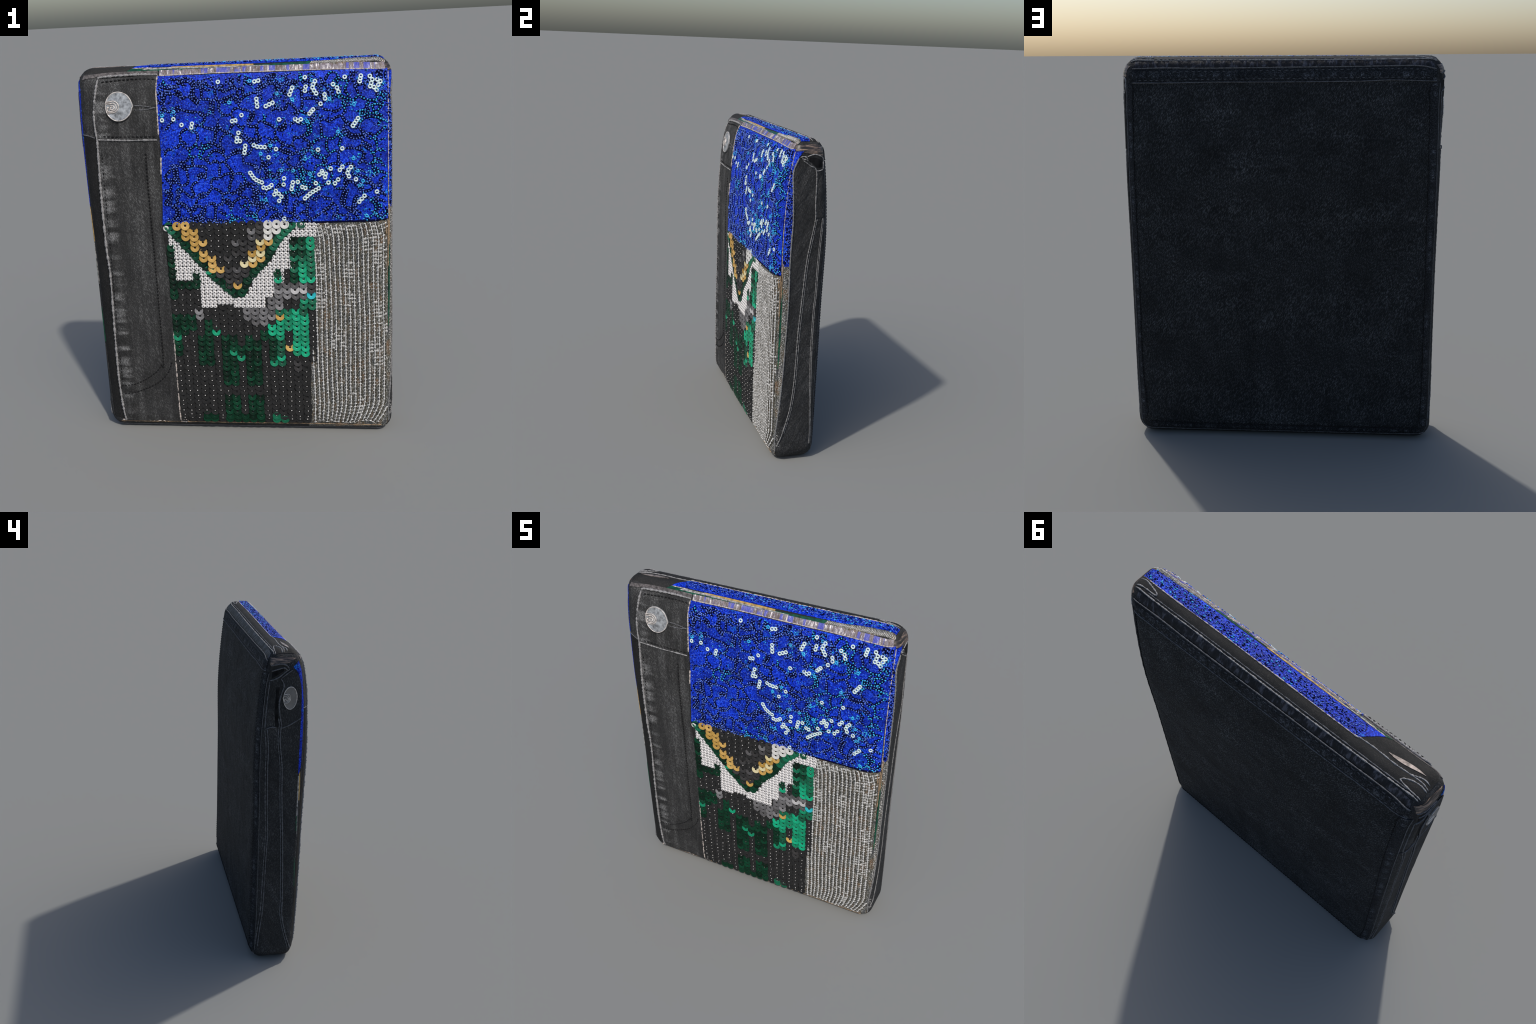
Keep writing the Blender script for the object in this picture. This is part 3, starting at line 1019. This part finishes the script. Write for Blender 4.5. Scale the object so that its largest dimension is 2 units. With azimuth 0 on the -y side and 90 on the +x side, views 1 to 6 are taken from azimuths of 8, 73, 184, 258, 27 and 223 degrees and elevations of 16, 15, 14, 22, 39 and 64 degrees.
seq_profile = [(.0055, .0), (.006, .0009), (.014, .0011), (.0206, .0018), (.0228, .0024), (.0234, .0017), (.0228, .0006), (.014, -.0006), (.006, -.0006)]
sv, sf = lathe(seq_profile, 26)
seq_mesh = {}
for key, mat in SEQUIN.items():
    seq_mesh[key] = make_mesh("sequin_" + key, sv, sf, mat)
    seq_mesh[key].shade_smooth()
black_places, dots, white_cells = [], [], []
TILT = -.11                                                      # roof-tile overlap: lower rim proud


def pat_ok(x, z):
    l = float(np.interp(z, [p[1] for p in X_PAT], [p[0] for p in X_PAT]))
    r = float(np.interp(z, [p[1] for p in PAT_R], [p[0] for p in PAT_R]))
    return l + .012 < x < r + .012


for r in range(-1, 38):
    for c in range(0, 18):
        x, z = grid_xz(c, r)
        if not pat_ok(x, z):
            continue
        kind = chart(c, r)
        if kind is None:
            white_cells.append((c, r))
            continue
        if kind == "line":
            continue
        x += rng.gauss(0, .0018)
        z += rng.gauss(0, .0015)
        if z < .075:
            z = .075
        if kind == "black":
            black_places.append((x, z, rng.gauss(0, .05)))
            if rng.random() < .9:
                dots.append((x, z + .004, .0140, rng.uniform(0, 6), rng.uniform(.55, .95)))
        else:
            big = 1.02 if kind in ("gold", "pale_gold", "pale", "silver", "cyan") else 1.
            place("sequin", seq_mesh[kind], on_front, x, z, .0119 if "gold" in kind else .0112, TILT * rng.uniform(-1.2, -1.0), .05 + rng.gauss(0, .012), pattern, big)
            if kind.startswith("green") and rng.random() < .45:
                dots.append((x + rng.gauss(0, .003), z + .004, .0140, rng.uniform(0, 6), rng.uniform(.3, .6)))


# the two slanting green lines of the V, sewn as continuous rows
for fn, mids in ((left_line, 0), (right_line, 3.5)):
    rr = -.9
    while rr < 11.9:
        c = float(fn(rr))
        x, z = grid_xz(c, rr)
        k = "green_mid" if rr < mids else "green_dark"
        if mids == 0 and abs(rr - 7.2) < .35:
            k = "green_bright"
        place("sequin", seq_mesh[k], on_front, x + rng.gauss(0, .002), z, .0098, TILT * rng.uniform(-1.3, -1.0), rng.gauss(0, .03), pattern)
        slope = (float(fn(rr + .05)) - float(fn(rr - .05))) / .1
        rr += .026 / math.hypot(slope * COL, ROW)


def black_sequins():
    VV, FF, o = [], [], 0
    bv = np.array(sv) * np.array([1, 1, .45])
    for x, z, lean in black_places:
        p, tu, tv, nn = frame(on_front, x, z)
        n2 = (nn + tv * .06 + tu * (.03 + lean * .15)).normalized()
        X = (tu - n2 * tu.dot(n2)).normalized()
        Y = n2.cross(X)
        VV.append(bv @ np.array([X, Y, n2]) + np.array(p + nn * .0066))
        FF += [tuple(i + o for i in q) for q in sf]
        o += len(bv)
    add("black_sequins", make_mesh("black_sequins", np.concatenate(VV).tolist(), FF, BLACK_SEQUIN), pattern, stuff=True)


black_sequins()
scatter("stitch_dots", on_front, ball(.0042, .7), dots, DOT, pattern)
# small white cup beads: two to a column, slightly closer rows
cup = lathe([(0, .0022), (.003, .0030), (.0058, .0042), (.0090, .0028), (.0114, -.002)], 10, False)
plug = ball(.0031, .6, 6, 4)
cups, holes = [], []
wz = 1.187
wset = set(white_cells)
while wz > .70:
    r = (1.160 - wz) / ROW
    for k in range(-1, 37):
        c = k / 2
        x = grid_xz(c, 0)[0]
        if not pat_ok(x, wz):
            continue
        rc = int(math.floor(c + .5))
        if chart(rc, int(round(r))) is None or (r < 12 and chart(c, r) is None):
            dl, dr = c - left_line(r), right_line(r) - c
            if r < 12.3 and dl > -.62 and dr > -.62:
                continue
            cups.append((x + rng.gauss(0, .0008), wz + rng.gauss(0, .0008), .0075, 0, rng.uniform(.98, 1.06)))
            holes.append((x + .0008, wz + .0016, .0142, 0, 1))
    wz -= .0193
cup_part = scatter("white_cup_beads", on_front, cup, cups, PEARL, pattern)
scatter("bead_holes", on_front, plug, holes, CHAR, cup_part)
place("open_sequin", make_mesh("white_open_sequin", ring_v * 1.35, ring_f, PEARL), on_front, -.369, 1.176, .008, 0, 0, pattern)

# ---------------------------------------------------------------- silver knit panel
silver = sheet("silver_knit_panel", on_front, PAT_R[:-1] + [(.400, 1.198)], [(.770, .048), (.774, .30), (.774, .8), (.773, 1.2)], .0045, SILVER, 100, 44)
silver_side = sheet("silver_knit_panel", on_right, [(-.119, .07), (-.1215, .5), (-.1225, .9), (-.1245, 1.262)],
                    [(-.117, .07), (-.109, .34), (-.095, .58), (-.089, .80), (-.082, 1.08), (-.090, 1.262)], .003, SILVER, 70, 6)
threads, knots, loops, glints, grooves = [], [], [], [], []
for k in range(17):
    x0 = .381 + .0247 * k
    line = []
    phase = rng.uniform(0, 1)
    for j in range(0, 58):
        z = .060 + .0195 * (j + phase)
        xl = float(np.interp(z, [p[1] for p in PAT_R], [p[0] for p in PAT_R])) + .005
        sway = .0035 * noise.noise((k * 3.1, 0, z * 5)) + .004 * math.sin(z * 9 + k * .25) * .5
        pull = -.075 * max(0, (.20 - z) / .16)**1.6 * (x0 - .36) / .4 * 1.0
        x = x0 + sway + pull + .022 * max(0, (z - 1.08) / .12)**2 * -1
        if x < xl or x > .769:
            if len(line) > 2:
                threads.append(tube_arrays(on_front, line, .0030, .0095, .010, 5, .45))
                grooves.append(tube_arrays(on_front, [(a + .0085, b) for a, b in line], .0030, .0062, .014, 5, .7))  # dark cord laid as the shadow gap at one side of the rib
            line = []
            continue
        line.append((x, z))
        knots.append((x + rng.gauss(0, .0008), z + rng.gauss(0, .001), .0115, rng.gauss(0, .45), rng.uniform(.7, 1.2)))
        s = rng.random()
        if s < .85:
            a = [(x - .0015, z), (x - .008, z - .0035), (x - .0115, z - .012)]
            loops.append(tube_arrays(on_front, a, .0020, .0075, .007, 4, .2))
        if s > .2:
            a = [(x + .0015, z + .001), (x + .006, z - .005), (x + .0105, z - .008)]
            loops.append(tube_arrays(on_front, a, .0018, .0072, .007, 4, .2))
        if noise.noise((x * 9, 7, z * 7)) > .2 - .5 * max(0, (z - 1.02) / .17) + .3 * (z < .35) and rng.random() < .6:
            glints.append((x + .012, z, .0085, rng.uniform(-.4, .4), rng.uniform(.8, 1.25)))  # flat pale blob modelled as a glint on the knit
    if len(line) > 2:
        threads.append(tube_arrays(on_front, line, .0030, .0095, .010, 5, .45))
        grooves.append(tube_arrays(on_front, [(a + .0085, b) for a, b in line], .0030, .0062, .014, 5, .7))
add("knit_shadow_cords", make_mesh("knit_shadow_cords", *join_arrays(grooves), plain("knit_shadow_brown", (.085, .078, .062), .7, .3, vary=.9, nscale=70)), silver, stuff=True)
add("knit_ribs", make_mesh("knit_ribs", *join_arrays(threads), KNIT), silver, stuff=True)
kb = ball(1, 1, 6, 4)
kb = (kb[0] * np.array([.0072, .0034, .0034]), kb[1])
scatter("knit_knots", on_front, kb, knots, KNIT, silver)
add("knit_loops", make_mesh("knit_loops", *join_arrays(loops), KNIT_DIM), silver, stuff=True)
gb = ball(1, 1, 6, 4)
gb = (gb[0] * np.array([.0085, .0075, .0024]), gb[1])
scatter("knit_glints", on_front, gb, glints, KNIT_DIM, silver)
side_bits = [(rng.uniform(-.116, -.1 + .012 * (z > .6)), z, .004, rng.uniform(-.6, .6), rng.uniform(.4, .75)) for z in np.linspace(.1, 1.25, 260)]
scatter("knit_knots", on_right, kb, side_bits, KNIT_DIM, silver_side)
sheet("green_sequin_edge", on_right, [(-.1235, .62), (-.1235, .8), (-.1225, .95), (-.1195, 1.12)], [(-.1205, .62), (-.1165, .8), (-.1165, .95), (-.1175, 1.12)], .0052, GREENCLOTH, 20, 3)
cord("gold_edge", on_right, [[(-.1215, 1.06), (-.122, 1.18), (-.1205, 1.275)]], .0035, TAN, .004, .008)
cord("gold_edge", on_front, [[(.758, 1.192), (.762, 1.175), (.767, 1.12)], [(.774, 1.20), (.774, .95)]], .0032, TAN, .008, .006)
# base binding in front
cord("base_cord", on_front, [[(-.73, .040), (-.4, .043), (0, .043), (.4, .044), (.74, .042)]], .0028, TAN, .003, .008, .6)
cord("base_cord", on_front, [[(-.72, .052), (-.55, .05), (-.38, .05)]], .003, CREAM, .004, .008, .7)
sheet("knit_hem", on_front, [(.345, .050), (.55, .048), (.765, .052)], [(.34, .026), (.55, .026), (.762, .030)], .004, SILVER, 40, 5)
cord("base_cord", on_front, [[(-.75, .016), (-.3, .012), (.3, .012), (.75, .016)]], .0024, THREAD_DIM, .001, .01, .3)

# ---------------------------------------------------------------- binding along the top of the front
sheet("foil_binding", on_front, [(-.355, 1.952), (-.09, 1.954), (.203, 1.952), (.474, 1.950), (.765, 1.944)],
      [(-.36, 1.977), (-.09, 1.977), (.315, 1.977), (.60, 1.976), (.760, 1.971)], .0055, FOIL, 160, 8,
      relief=lambda u, v: .003 * noise.noise((u * 60, 1, v * 12)))
sheet("denim_binding", on_front, [(-.765, 1.945), (-.68, 1.955), (-.367, 1.957)], [(-.755, 1.966), (-.62, 1.976), (-.367, 1.977)], .004,
      plain("mottled_binding", (.10, .09, .088), .6, .4, vary=.8, nscale=80, bumps=.4), 50, 5)
cord("binding_edge", on_front, [[(-.36, 1.951), (-.09, 1.953), (.203, 1.951), (.474, 1.949), (.768, 1.942)]], .0026, CREAM, .006, .006, .8)

# ---------------------------------------------------------------- top face
top = sheet("top_panel", on_top, [(-.765, -.066), (-.62, -.078), (0, -.0765), (.62, -.078), (.765, -.070)],
            [(-.765, .064), (-.55, .069), (0, .070), (.55, .069), (.762, .064)], .0015,
            denim("stretched_denim", (.024, .024, .024), (.055, .054, .05), 1.35, .8), 120, 24)
sheet("blue_top_strip", on_top, [(-.502, -.058), (-.42, -.056), (-.25, -.057), (0, -.058), (.376, -.058), (.479, -.058), (.587, -.049), (.70, -.044), (.762, -.042)],
      [(-.426, .012), (-.385, .016), (0, .014), (.308, .013), (.406, .013), (.552, .016), (.667, .015), (.762, .009)], .0045, BLUE, 120, 12, top)
tb = [(rng.uniform(-.43, .755), 0, 0, 0, 0) for _ in range(1500)]
tb = [(x, rng.uniform(-.05, .011), .006, 0, rng.uniform(.5, 1.)) for x, *_ in tb]
bead_flat = (ball(1, 1, 6, 4)[0] * np.array([.0052, .0026, .0024]), ball(1, 1, 6, 4)[1])
scatter("seed_beads", on_top, bead_flat, tb[:700], VIOLET, top)
scatter("navy_beads", on_top, bead_flat, tb[700:1350], NAVY, top)
scatter("cyan_beads", on_top, bead_flat, [(x, y, .0062, 0, s * 1.5) for x, y, l, a, s in tb[1400:] if x > -.1], CYAN, top)
sheet("silver_top_strip", on_top, [(.39, -.0765), (.483, -.0775), (.617, -.0775), (.762, -.068)],
      [(.42, -.060), (.50, -.058), (.605, -.050), (.70, -.046), (.760, -.043)], .0042, SILVER, 60, 6, top)
ts = []
for k in range(46):
    x = .40 + .0078 * k
    ts.append(tube_arrays(on_top, [(x, -.073), (x + .012, -.062), (x + .010, -.050 - .008 * (x < .55))], .0021, .0052, .006, 5, .3))
add("knit_loops", make_mesh("knit_loops", *join_arrays(ts), KNIT_DIM), top, stuff=True)
sheet("green_sequin_edge", on_top, [(-.535, -.076), (-.45, -.077), (-.2, -.0775), (0, -.077), (.3, -.077), (.40, -.0765)],
      [(-.50, -.059), (-.45, -.062), (-.2, -.068), (0, -.070), (.3, -.063), (.42, -.059)], .0035, GREENCLOTH, 70, 4, top)
sheet("white_bead_edge", on_top, [(-.45, -.069), (-.3, -.070), (-.15, -.072), (.05, -.073), (.2, -.073)],
      [(-.43, -.0605), (-.3, -.0615), (-.15, -.066), (.05, -.069), (.2, -.071)], .0048, WHITECLOTH, 50, 3, top)
sheet("gold_sequin_edge", on_top, [(-.30, -.0625), (-.15, -.066), (.0, -.068), (.12, -.069)],
      [(-.30, -.0585), (-.15, -.059), (.0, -.060), (.12, -.062)], .0055, GOLDCLOTH, 40, 3, top)
cord("white_edge", on_top, [[(-.505, -.060), (-.45, -.060), (-.40, -.0595)], [(-.426, .013), (-.385, .0175), (0, .0155), (.308, .0145), (.552, .0175), (.70, .016), (.758, .011)]], .0022, CREAM, .004, .008, .9, top)
cord("seam_loop", on_top, [[(.760, .027), (.73, .023), (.699, .029), (.655, .040), (.640, .048), (.655, .053), (.706, .053), (.760, .057)],
                           [(-.762, .058), (-.715, .058), (-.665, .051), (-.655, .045), (-.67, .034), (-.699, .023), (-.73, .020), (-.762, .023)],
                           [(-.426, .012), (-.505, .009), (-.6, .012), (-.673, .008), (-.726, .007), (-.762, .013)],
                           [(-.673, .008), (-.72, -.008), (-.755, -.006)]], .0028, THREAD, .002, .007, .6, top)
cord("seam_line", on_top, [[(-.757, .066), (-.676, .068), (-.555, .069), (-.432, .070), (0, .071), (.39, .069), (.538, .07), (.67, .070), (.754, .066)]], .0030, THREAD, .0025, .007, .6, top)
cord("seam_line", on_top, [[(-.70, .060), (-.432, .061), (0, .061), (.39, .060), (.68, .061)]], .0022, THREAD_DIM, .001, .008, .6, top)
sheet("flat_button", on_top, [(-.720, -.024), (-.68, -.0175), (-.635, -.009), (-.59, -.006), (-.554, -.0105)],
      [(-.720, -.0245), (-.68, -.0285), (-.635, -.0255), (-.59, -.018), (-.554, -.011)], .006,
      plain("warm_metal", (.25, .21, .19), .45, .4, .2, vary=.75, nscale=40), 30, 6, top)
for sgn, f in ((1, on_right), (-1, on_left)):
    sheet("bronze_binding", f, [(-.088, 1.962), (-.03, 1.968), (.03, 1.970), (.085, 1.958)] if sgn > 0 else [(-.05, 1.962), (0, 1.968), (.03, 1.970), (.085, 1.958)],
          [(-.086, 1.940), (-.02, 1.925), (.03, 1.920), (.088, 1.905)] if sgn > 0 else [(-.03, 1.945), (0, 1.935), (.03, 1.932), (.088, 1.92)], .003, SMEAR, 24, 8)

# ---------------------------------------------------------------- right side
EDGE_R = [(-.114, .06), (-.118, .164), (-.108, .34), (-.099, .51), (-.090, .778), (-.083, 1.03), (-.085, 1.241), (-.083, 1.395), (-.079, 1.527), (-.085, 1.69), (-.087, 1.813), (-.061, 1.895)]
SEAM_R = [(-.109, .10), (-.083, .19), (-.055, .294), (-.038, .377), (-.024, .52), (-.019, .65), (-.013, .854), (0, 1.06), (.015, 1.276), (.035, 1.41), (.056, 1.542), (.052, 1.63), (.046, 1.818), (.006, 1.853), (-.037, 1.883)]
flap = sheet("side_flap", on_right, EDGE_R, SEAM_R, .006, DENIM_SIDE, 110, 10,
             relief=lambda u, v: .002 * noise.noise((u * 30, 4, v * 6)))
cord("piping", on_right, [EDGE_R], .0045, THREAD_MID, .0075, .007, .4)
cord("seam_line", on_right, [SEAM_R], .0032, THREAD_MID, .0075, .007, .5)
cord("seam_line", on_right, [[(u + .012, v) for u, v in SEAM_R[1:-4]]], .0026, THREAD_MID, .002, .007, .5)
SEAM_R2 = [(.107, .098), (.107, .185), (.094, .406), (.083, .725), (.085, .969), (.091, 1.076), (.094, 1.234), (.100, 1.388), (.112, 1.547)]
cord("seam_line", on_right, [SEAM_R2, [(u - .009, v) for u, v in SEAM_R2]], .0024, THREAD_MID, .001, .008, .4)
sheet("back_edge_fold", on_right, SEAM_R2, [(.122, .10), (.118, .41), (.118, .97), (.120, 1.39), (.124, 1.547)], .004, DENIM_SIDE, 60, 4)
sheet("side_flap", on_right, [(.062, 1.545), (.058, 1.63), (.052, 1.815)], [(.108, 1.555), (.102, 1.70), (.090, 1.825)], .0045, DENIM_SIDE, 30, 6)
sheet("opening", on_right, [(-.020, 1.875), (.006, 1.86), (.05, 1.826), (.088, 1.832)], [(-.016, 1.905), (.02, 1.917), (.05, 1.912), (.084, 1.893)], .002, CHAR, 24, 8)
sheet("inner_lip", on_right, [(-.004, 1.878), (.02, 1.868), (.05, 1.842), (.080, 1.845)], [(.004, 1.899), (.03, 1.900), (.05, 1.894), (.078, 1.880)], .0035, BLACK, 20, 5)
sheet("folded_lip", on_right, [(-.035, 1.880), (0, 1.853), (.046, 1.820)], [(-.016, 1.892), (.012, 1.868), (.050, 1.834)], .0085, DENIM_SIDE, 20, 4)
cord("opening_rim", on_right, [[(-.045, 1.893), (-.011, 1.883), (.02, 1.856), (.05, 1.824), (.088, 1.829)], [(-.012, 1.905), (.034, 1.917), (.084, 1.897), (.09, 1.86), (.088, 1.829)],
                               [(-.055, 1.90), (-.03, 1.905), (-.012, 1.893), (-.02, 1.875)]], .0034, THREAD, .003, .006, .4)

# ---------------------------------------------------------------- left side
PLK_L = [(-.106, .075), (-.068, .21), (-.046, .323), (-.043, .45), (-.039, .579), (-.027, .841), (-.009, 1.134), (-.001, 1.324), (.018, 1.482), (.016, 1.58), (.024, 1.62), (.034, 1.70), (.024, 1.76), (.011, 1.81), (.030, 1.85)]
pl = sheet("side_placket", on_left, PLK_L, [(-.119, .075), (-.117, .3), (-.108, .6), (-.102, .9), (-.100, 1.2), (-.098, 1.45), (-.094, 1.72), (-.080, 1.83), (-.045, 1.90)], .005, DENIM_SIDE, 120, 10,
           relief=lambda u, v: .003 * (.5 + .5 * math.sin(v * 80)) * max(0, 1 - abs(u + .03) / .03))
sheet("waistband_tab", on_left, [(.012, 1.56), (.024, 1.62), (.034, 1.70), (.024, 1.76), (.011, 1.81), (.030, 1.85)],
      [(-.094, 1.612), (-.094, 1.68), (-.092, 1.75), (-.084, 1.815), (-.066, 1.87), (-.040, 1.90)], .0075, DENIM_SIDE, 50, 12)
cord("placket_edge", on_left, [PLK_L, [(.030, 1.85), (0, 1.875), (-.036, 1.90)]], .0036, THREAD_DIM, .007, .007, .5)
cord("seam_line", on_left, [[(u + .011, v) for u, v in PLK_L[:-4]]], .0028, THREAD_DIM, .001, .007, .5)
cord("tab_hem", on_left, [[(.105, 1.552), (.074, 1.566), (.045, 1.562)], [(.014, 1.558), (-.03, 1.575), (-.094, 1.614)]], .0032, THREAD_DIM, .007, .007, .4)
SEAM_L = [(.113, .105), (.105, .22), (.091, .369), (.087, .53), (.083, .72), (.080, .89), (.089, 1.1), (.095, 1.288), (.097, 1.44), (.107, 1.552)]
cord("seam_line", on_left, [SEAM_L, [(u - .013, v) for u, v in SEAM_L], [(.107, 1.552), (.100, 1.70), (.088, 1.834)]], .0028, THREAD_DIM, .001, .007, .5)
sheet("back_edge_fold", on_left, SEAM_L, [(.124, .11), (.122, .37), (.121, .89), (.122, 1.29), (.125, 1.55)], .0045, DENIM_SIDE, 60, 4)
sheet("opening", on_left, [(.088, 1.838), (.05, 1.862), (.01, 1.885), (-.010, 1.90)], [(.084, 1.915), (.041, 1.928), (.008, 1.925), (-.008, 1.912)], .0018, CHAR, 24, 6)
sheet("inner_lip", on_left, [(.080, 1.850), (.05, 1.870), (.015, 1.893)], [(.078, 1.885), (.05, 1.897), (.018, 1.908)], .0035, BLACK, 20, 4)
cord("opening_rim", on_left, [[(.080, 1.889), (.05, 1.902), (.015, 1.911), (-.004, 1.897)]], .0032, THREAD_DIM, .006, .006, .5)
sheet("folded_lip", on_left, [(.086, 1.80), (.062, 1.815), (.040, 1.838)], [(.088, 1.834), (.066, 1.846), (.044, 1.856)], .006, DENIM_SIDE, 16, 5)
cord("opening_rim", on_left, [[(.088, 1.834), (.044, 1.856), (.004, 1.888), (-.018, 1.903)], [(.085, 1.918), (.041, 1.931), (.005, 1.926), (-.015, 1.905)]], .0034, THREAD_DIM, .003, .006, .4)
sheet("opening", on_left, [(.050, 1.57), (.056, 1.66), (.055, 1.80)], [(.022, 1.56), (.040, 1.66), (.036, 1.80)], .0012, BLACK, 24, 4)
sheet("gold_sequin_edge", on_left, [(-.1165, 1.10), (-.1165, 1.19), (-.111, 1.29)], [(-.1115, 1.10), (-.107, 1.19), (-.105, 1.27)], .0042, GOLDCLOTH, 20, 3)
sheet("white_bead_edge", on_left, [(-.116, .86), (-.111, 1.0), (-.1085, 1.13), (-.106, 1.26)], [(-.1145, .86), (-.1045, 1.0), (-.101, 1.13), (-.100, 1.26)], .0046, WHITECLOTH, 24, 3)
sheet("green_sequin_edge", on_left, [(-.116, .52), (-.113, .64), (-.108, .72)], [(-.112, .52), (-.106, .64), (-.104, .72)], .0058, GREENCLOTH, 20, 3)
sheet("green_sequin_edge", on_left, [(-.110, .90), (-.107, 1.0)], [(-.1045, .90), (-.100, 1.0)], .0062, GREENCLOTH, 10, 3)

# ---------------------------------------------------------------- back
HEM_T = [(-.752, 1.939), (-.69, 1.951), (-.599, 1.954), (-.384, 1.951), (0, 1.948), (.379, 1.945), (.569, 1.947), (.739, 1.944)]
HEM_B = [(-.753, 1.882), (-.538, 1.888), (-.384, 1.883), (0, 1.880), (.346, 1.880), (.536, 1.877), (.74, 1.877)]


def pucker(s, freq, seed):
    return max(0, math.sin(s * freq + 3 * noise.noise((seed, s * 4, 0))))**2


hem = sheet("top_hem", on_back, HEM_T, HEM_B, .006, DENIM_HEM, 130, 12,
            relief=lambda u, v: .003 * pucker(u, 68, 1) * math.exp(-((v - 1.915) / .016)**2))
cord("hem_edge", on_back, [HEM_T], .0030, THREAD_DIM, .0065, .007, .35)
cord("hem_edge", on_back, [HEM_B], .0024, THREAD_DIM, .0065, .007, .4)
stitches("stitching", on_back, [(-.70, 1.937), (-.476, 1.940), (0, 1.934), (.41, 1.930), (.70, 1.929)], THREAD_DIM, .03, .014, .0022, .0065)
stitches("stitching", on_back, [(-.72, 1.899), (-.507, 1.901), (0, 1.896), (.409, 1.893), (.72, 1.888)], THREAD_DIM, .028, .014, .0022, .0065)
sheet("back_binding", on_back, [(-.745, 1.947), (-.599, 1.958), (0, 1.953), (.569, 1.951), (.735, 1.949)],
      [(-.738, 1.976), (-.569, 1.984), (0, 1.984), (.542, 1.983), (.73, 1.978)], .003, DARK_FOIL, 130, 6)
SIDE_N = [(-.772, .07), (-.774, .256), (-.773, .47), (-.770, 1.0), (-.770, 1.60), (-.768, 1.79), (-.773, 1.875)]
SIDE_P = [(.768, .07), (.771, .146), (.772, .295), (.774, .441), (.772, 1.0), (.770, 1.57), (.772, 1.727), (.769, 1.875)]
sheet("side_hem", on_back, [(u + .005, v) for u, v in SIDE_N], [(-.728, .10), (-.736, .26), (-.735, .44), (-.730, 1.0), (-.726, 1.64), (-.724, 1.87)], .005, DENIM_HEM, 160, 6,
      relief=lambda u, v: .0022 * pucker(v, 75, 5) * math.exp(-((u + .75) / .011)**2))
sheet("side_hem", on_back, [(u - .005, v) for u, v in SIDE_P], [(.738, .10), (.740, .23), (.750, .41), (.744, 1.0), (.741, 1.635), (.738, 1.87)], .0045, DENIM_HEM, 160, 6,
      relief=lambda u, v: .0018 * pucker(v, 75, 9) * math.exp(-((u - .755) / .011)**2))
sheet("bottom_hem", on_back, [(-.735, .072), (-.43, .068), (0, .068), (.44, .070), (.73, .074)], [(-.735, .036), (-.5, .032), (0, .031), (.5, .033), (.72, .036)], .0045, DENIM_HEM, 130, 6,
      relief=lambda u, v: .003 * pucker(u, 82, 12) * math.exp(-((v - .052) / .01)**2))
cord("hem_edge", on_back, [SIDE_N, SIDE_P], .0022, THREAD_DIM, .002, .009, .25)
cord("hem_edge", on_back, [[(-.769, .074), (-.755, .046), (-.735, .034), (-.5, .031), (0, .030), (.549, .031), (.718, .032), (.752, .044), (.768, .07)]], .0022, THREAD_DIM, .003, .008, .5)
stitches("stitching", on_back, [(-.721, 1.86), (-.724, 1.637), (-.73, 1.0), (-.734, .444), (-.734, .264), (-.724, .12)], THREAD_DARK, .018, .011, .003, .004)
stitches("stitching", on_back, [(.734, 1.86), (.739, 1.635), (.742, 1.0), (.746, .411), (.735, .229), (.73, .12)], THREAD_DARK, .018, .011, .003, .004)
stitches("stitching", on_back, [(-.72, .078), (-.432, .074), (0, .073), (.44, .075), (.72, .08)], THREAD_DARK, .018, .011, .003, .004)
# pale worn spots along the hems, where the cloth bunches between stitches
worn = []
for k in range(60):
    z = .12 + k * .0292 + rng.gauss(0, .003)
    worn.append((-.750 + rng.gauss(0, .002), min(z, 1.86), .0055, rng.uniform(-.3, .3), rng.uniform(.5, 1.1)))
for k in range(56):
    worn.append((-.70 + k * .0255 + rng.gauss(0, .003), .052, .005, rng.uniform(-.3, .3), rng.uniform(.4, .9)))
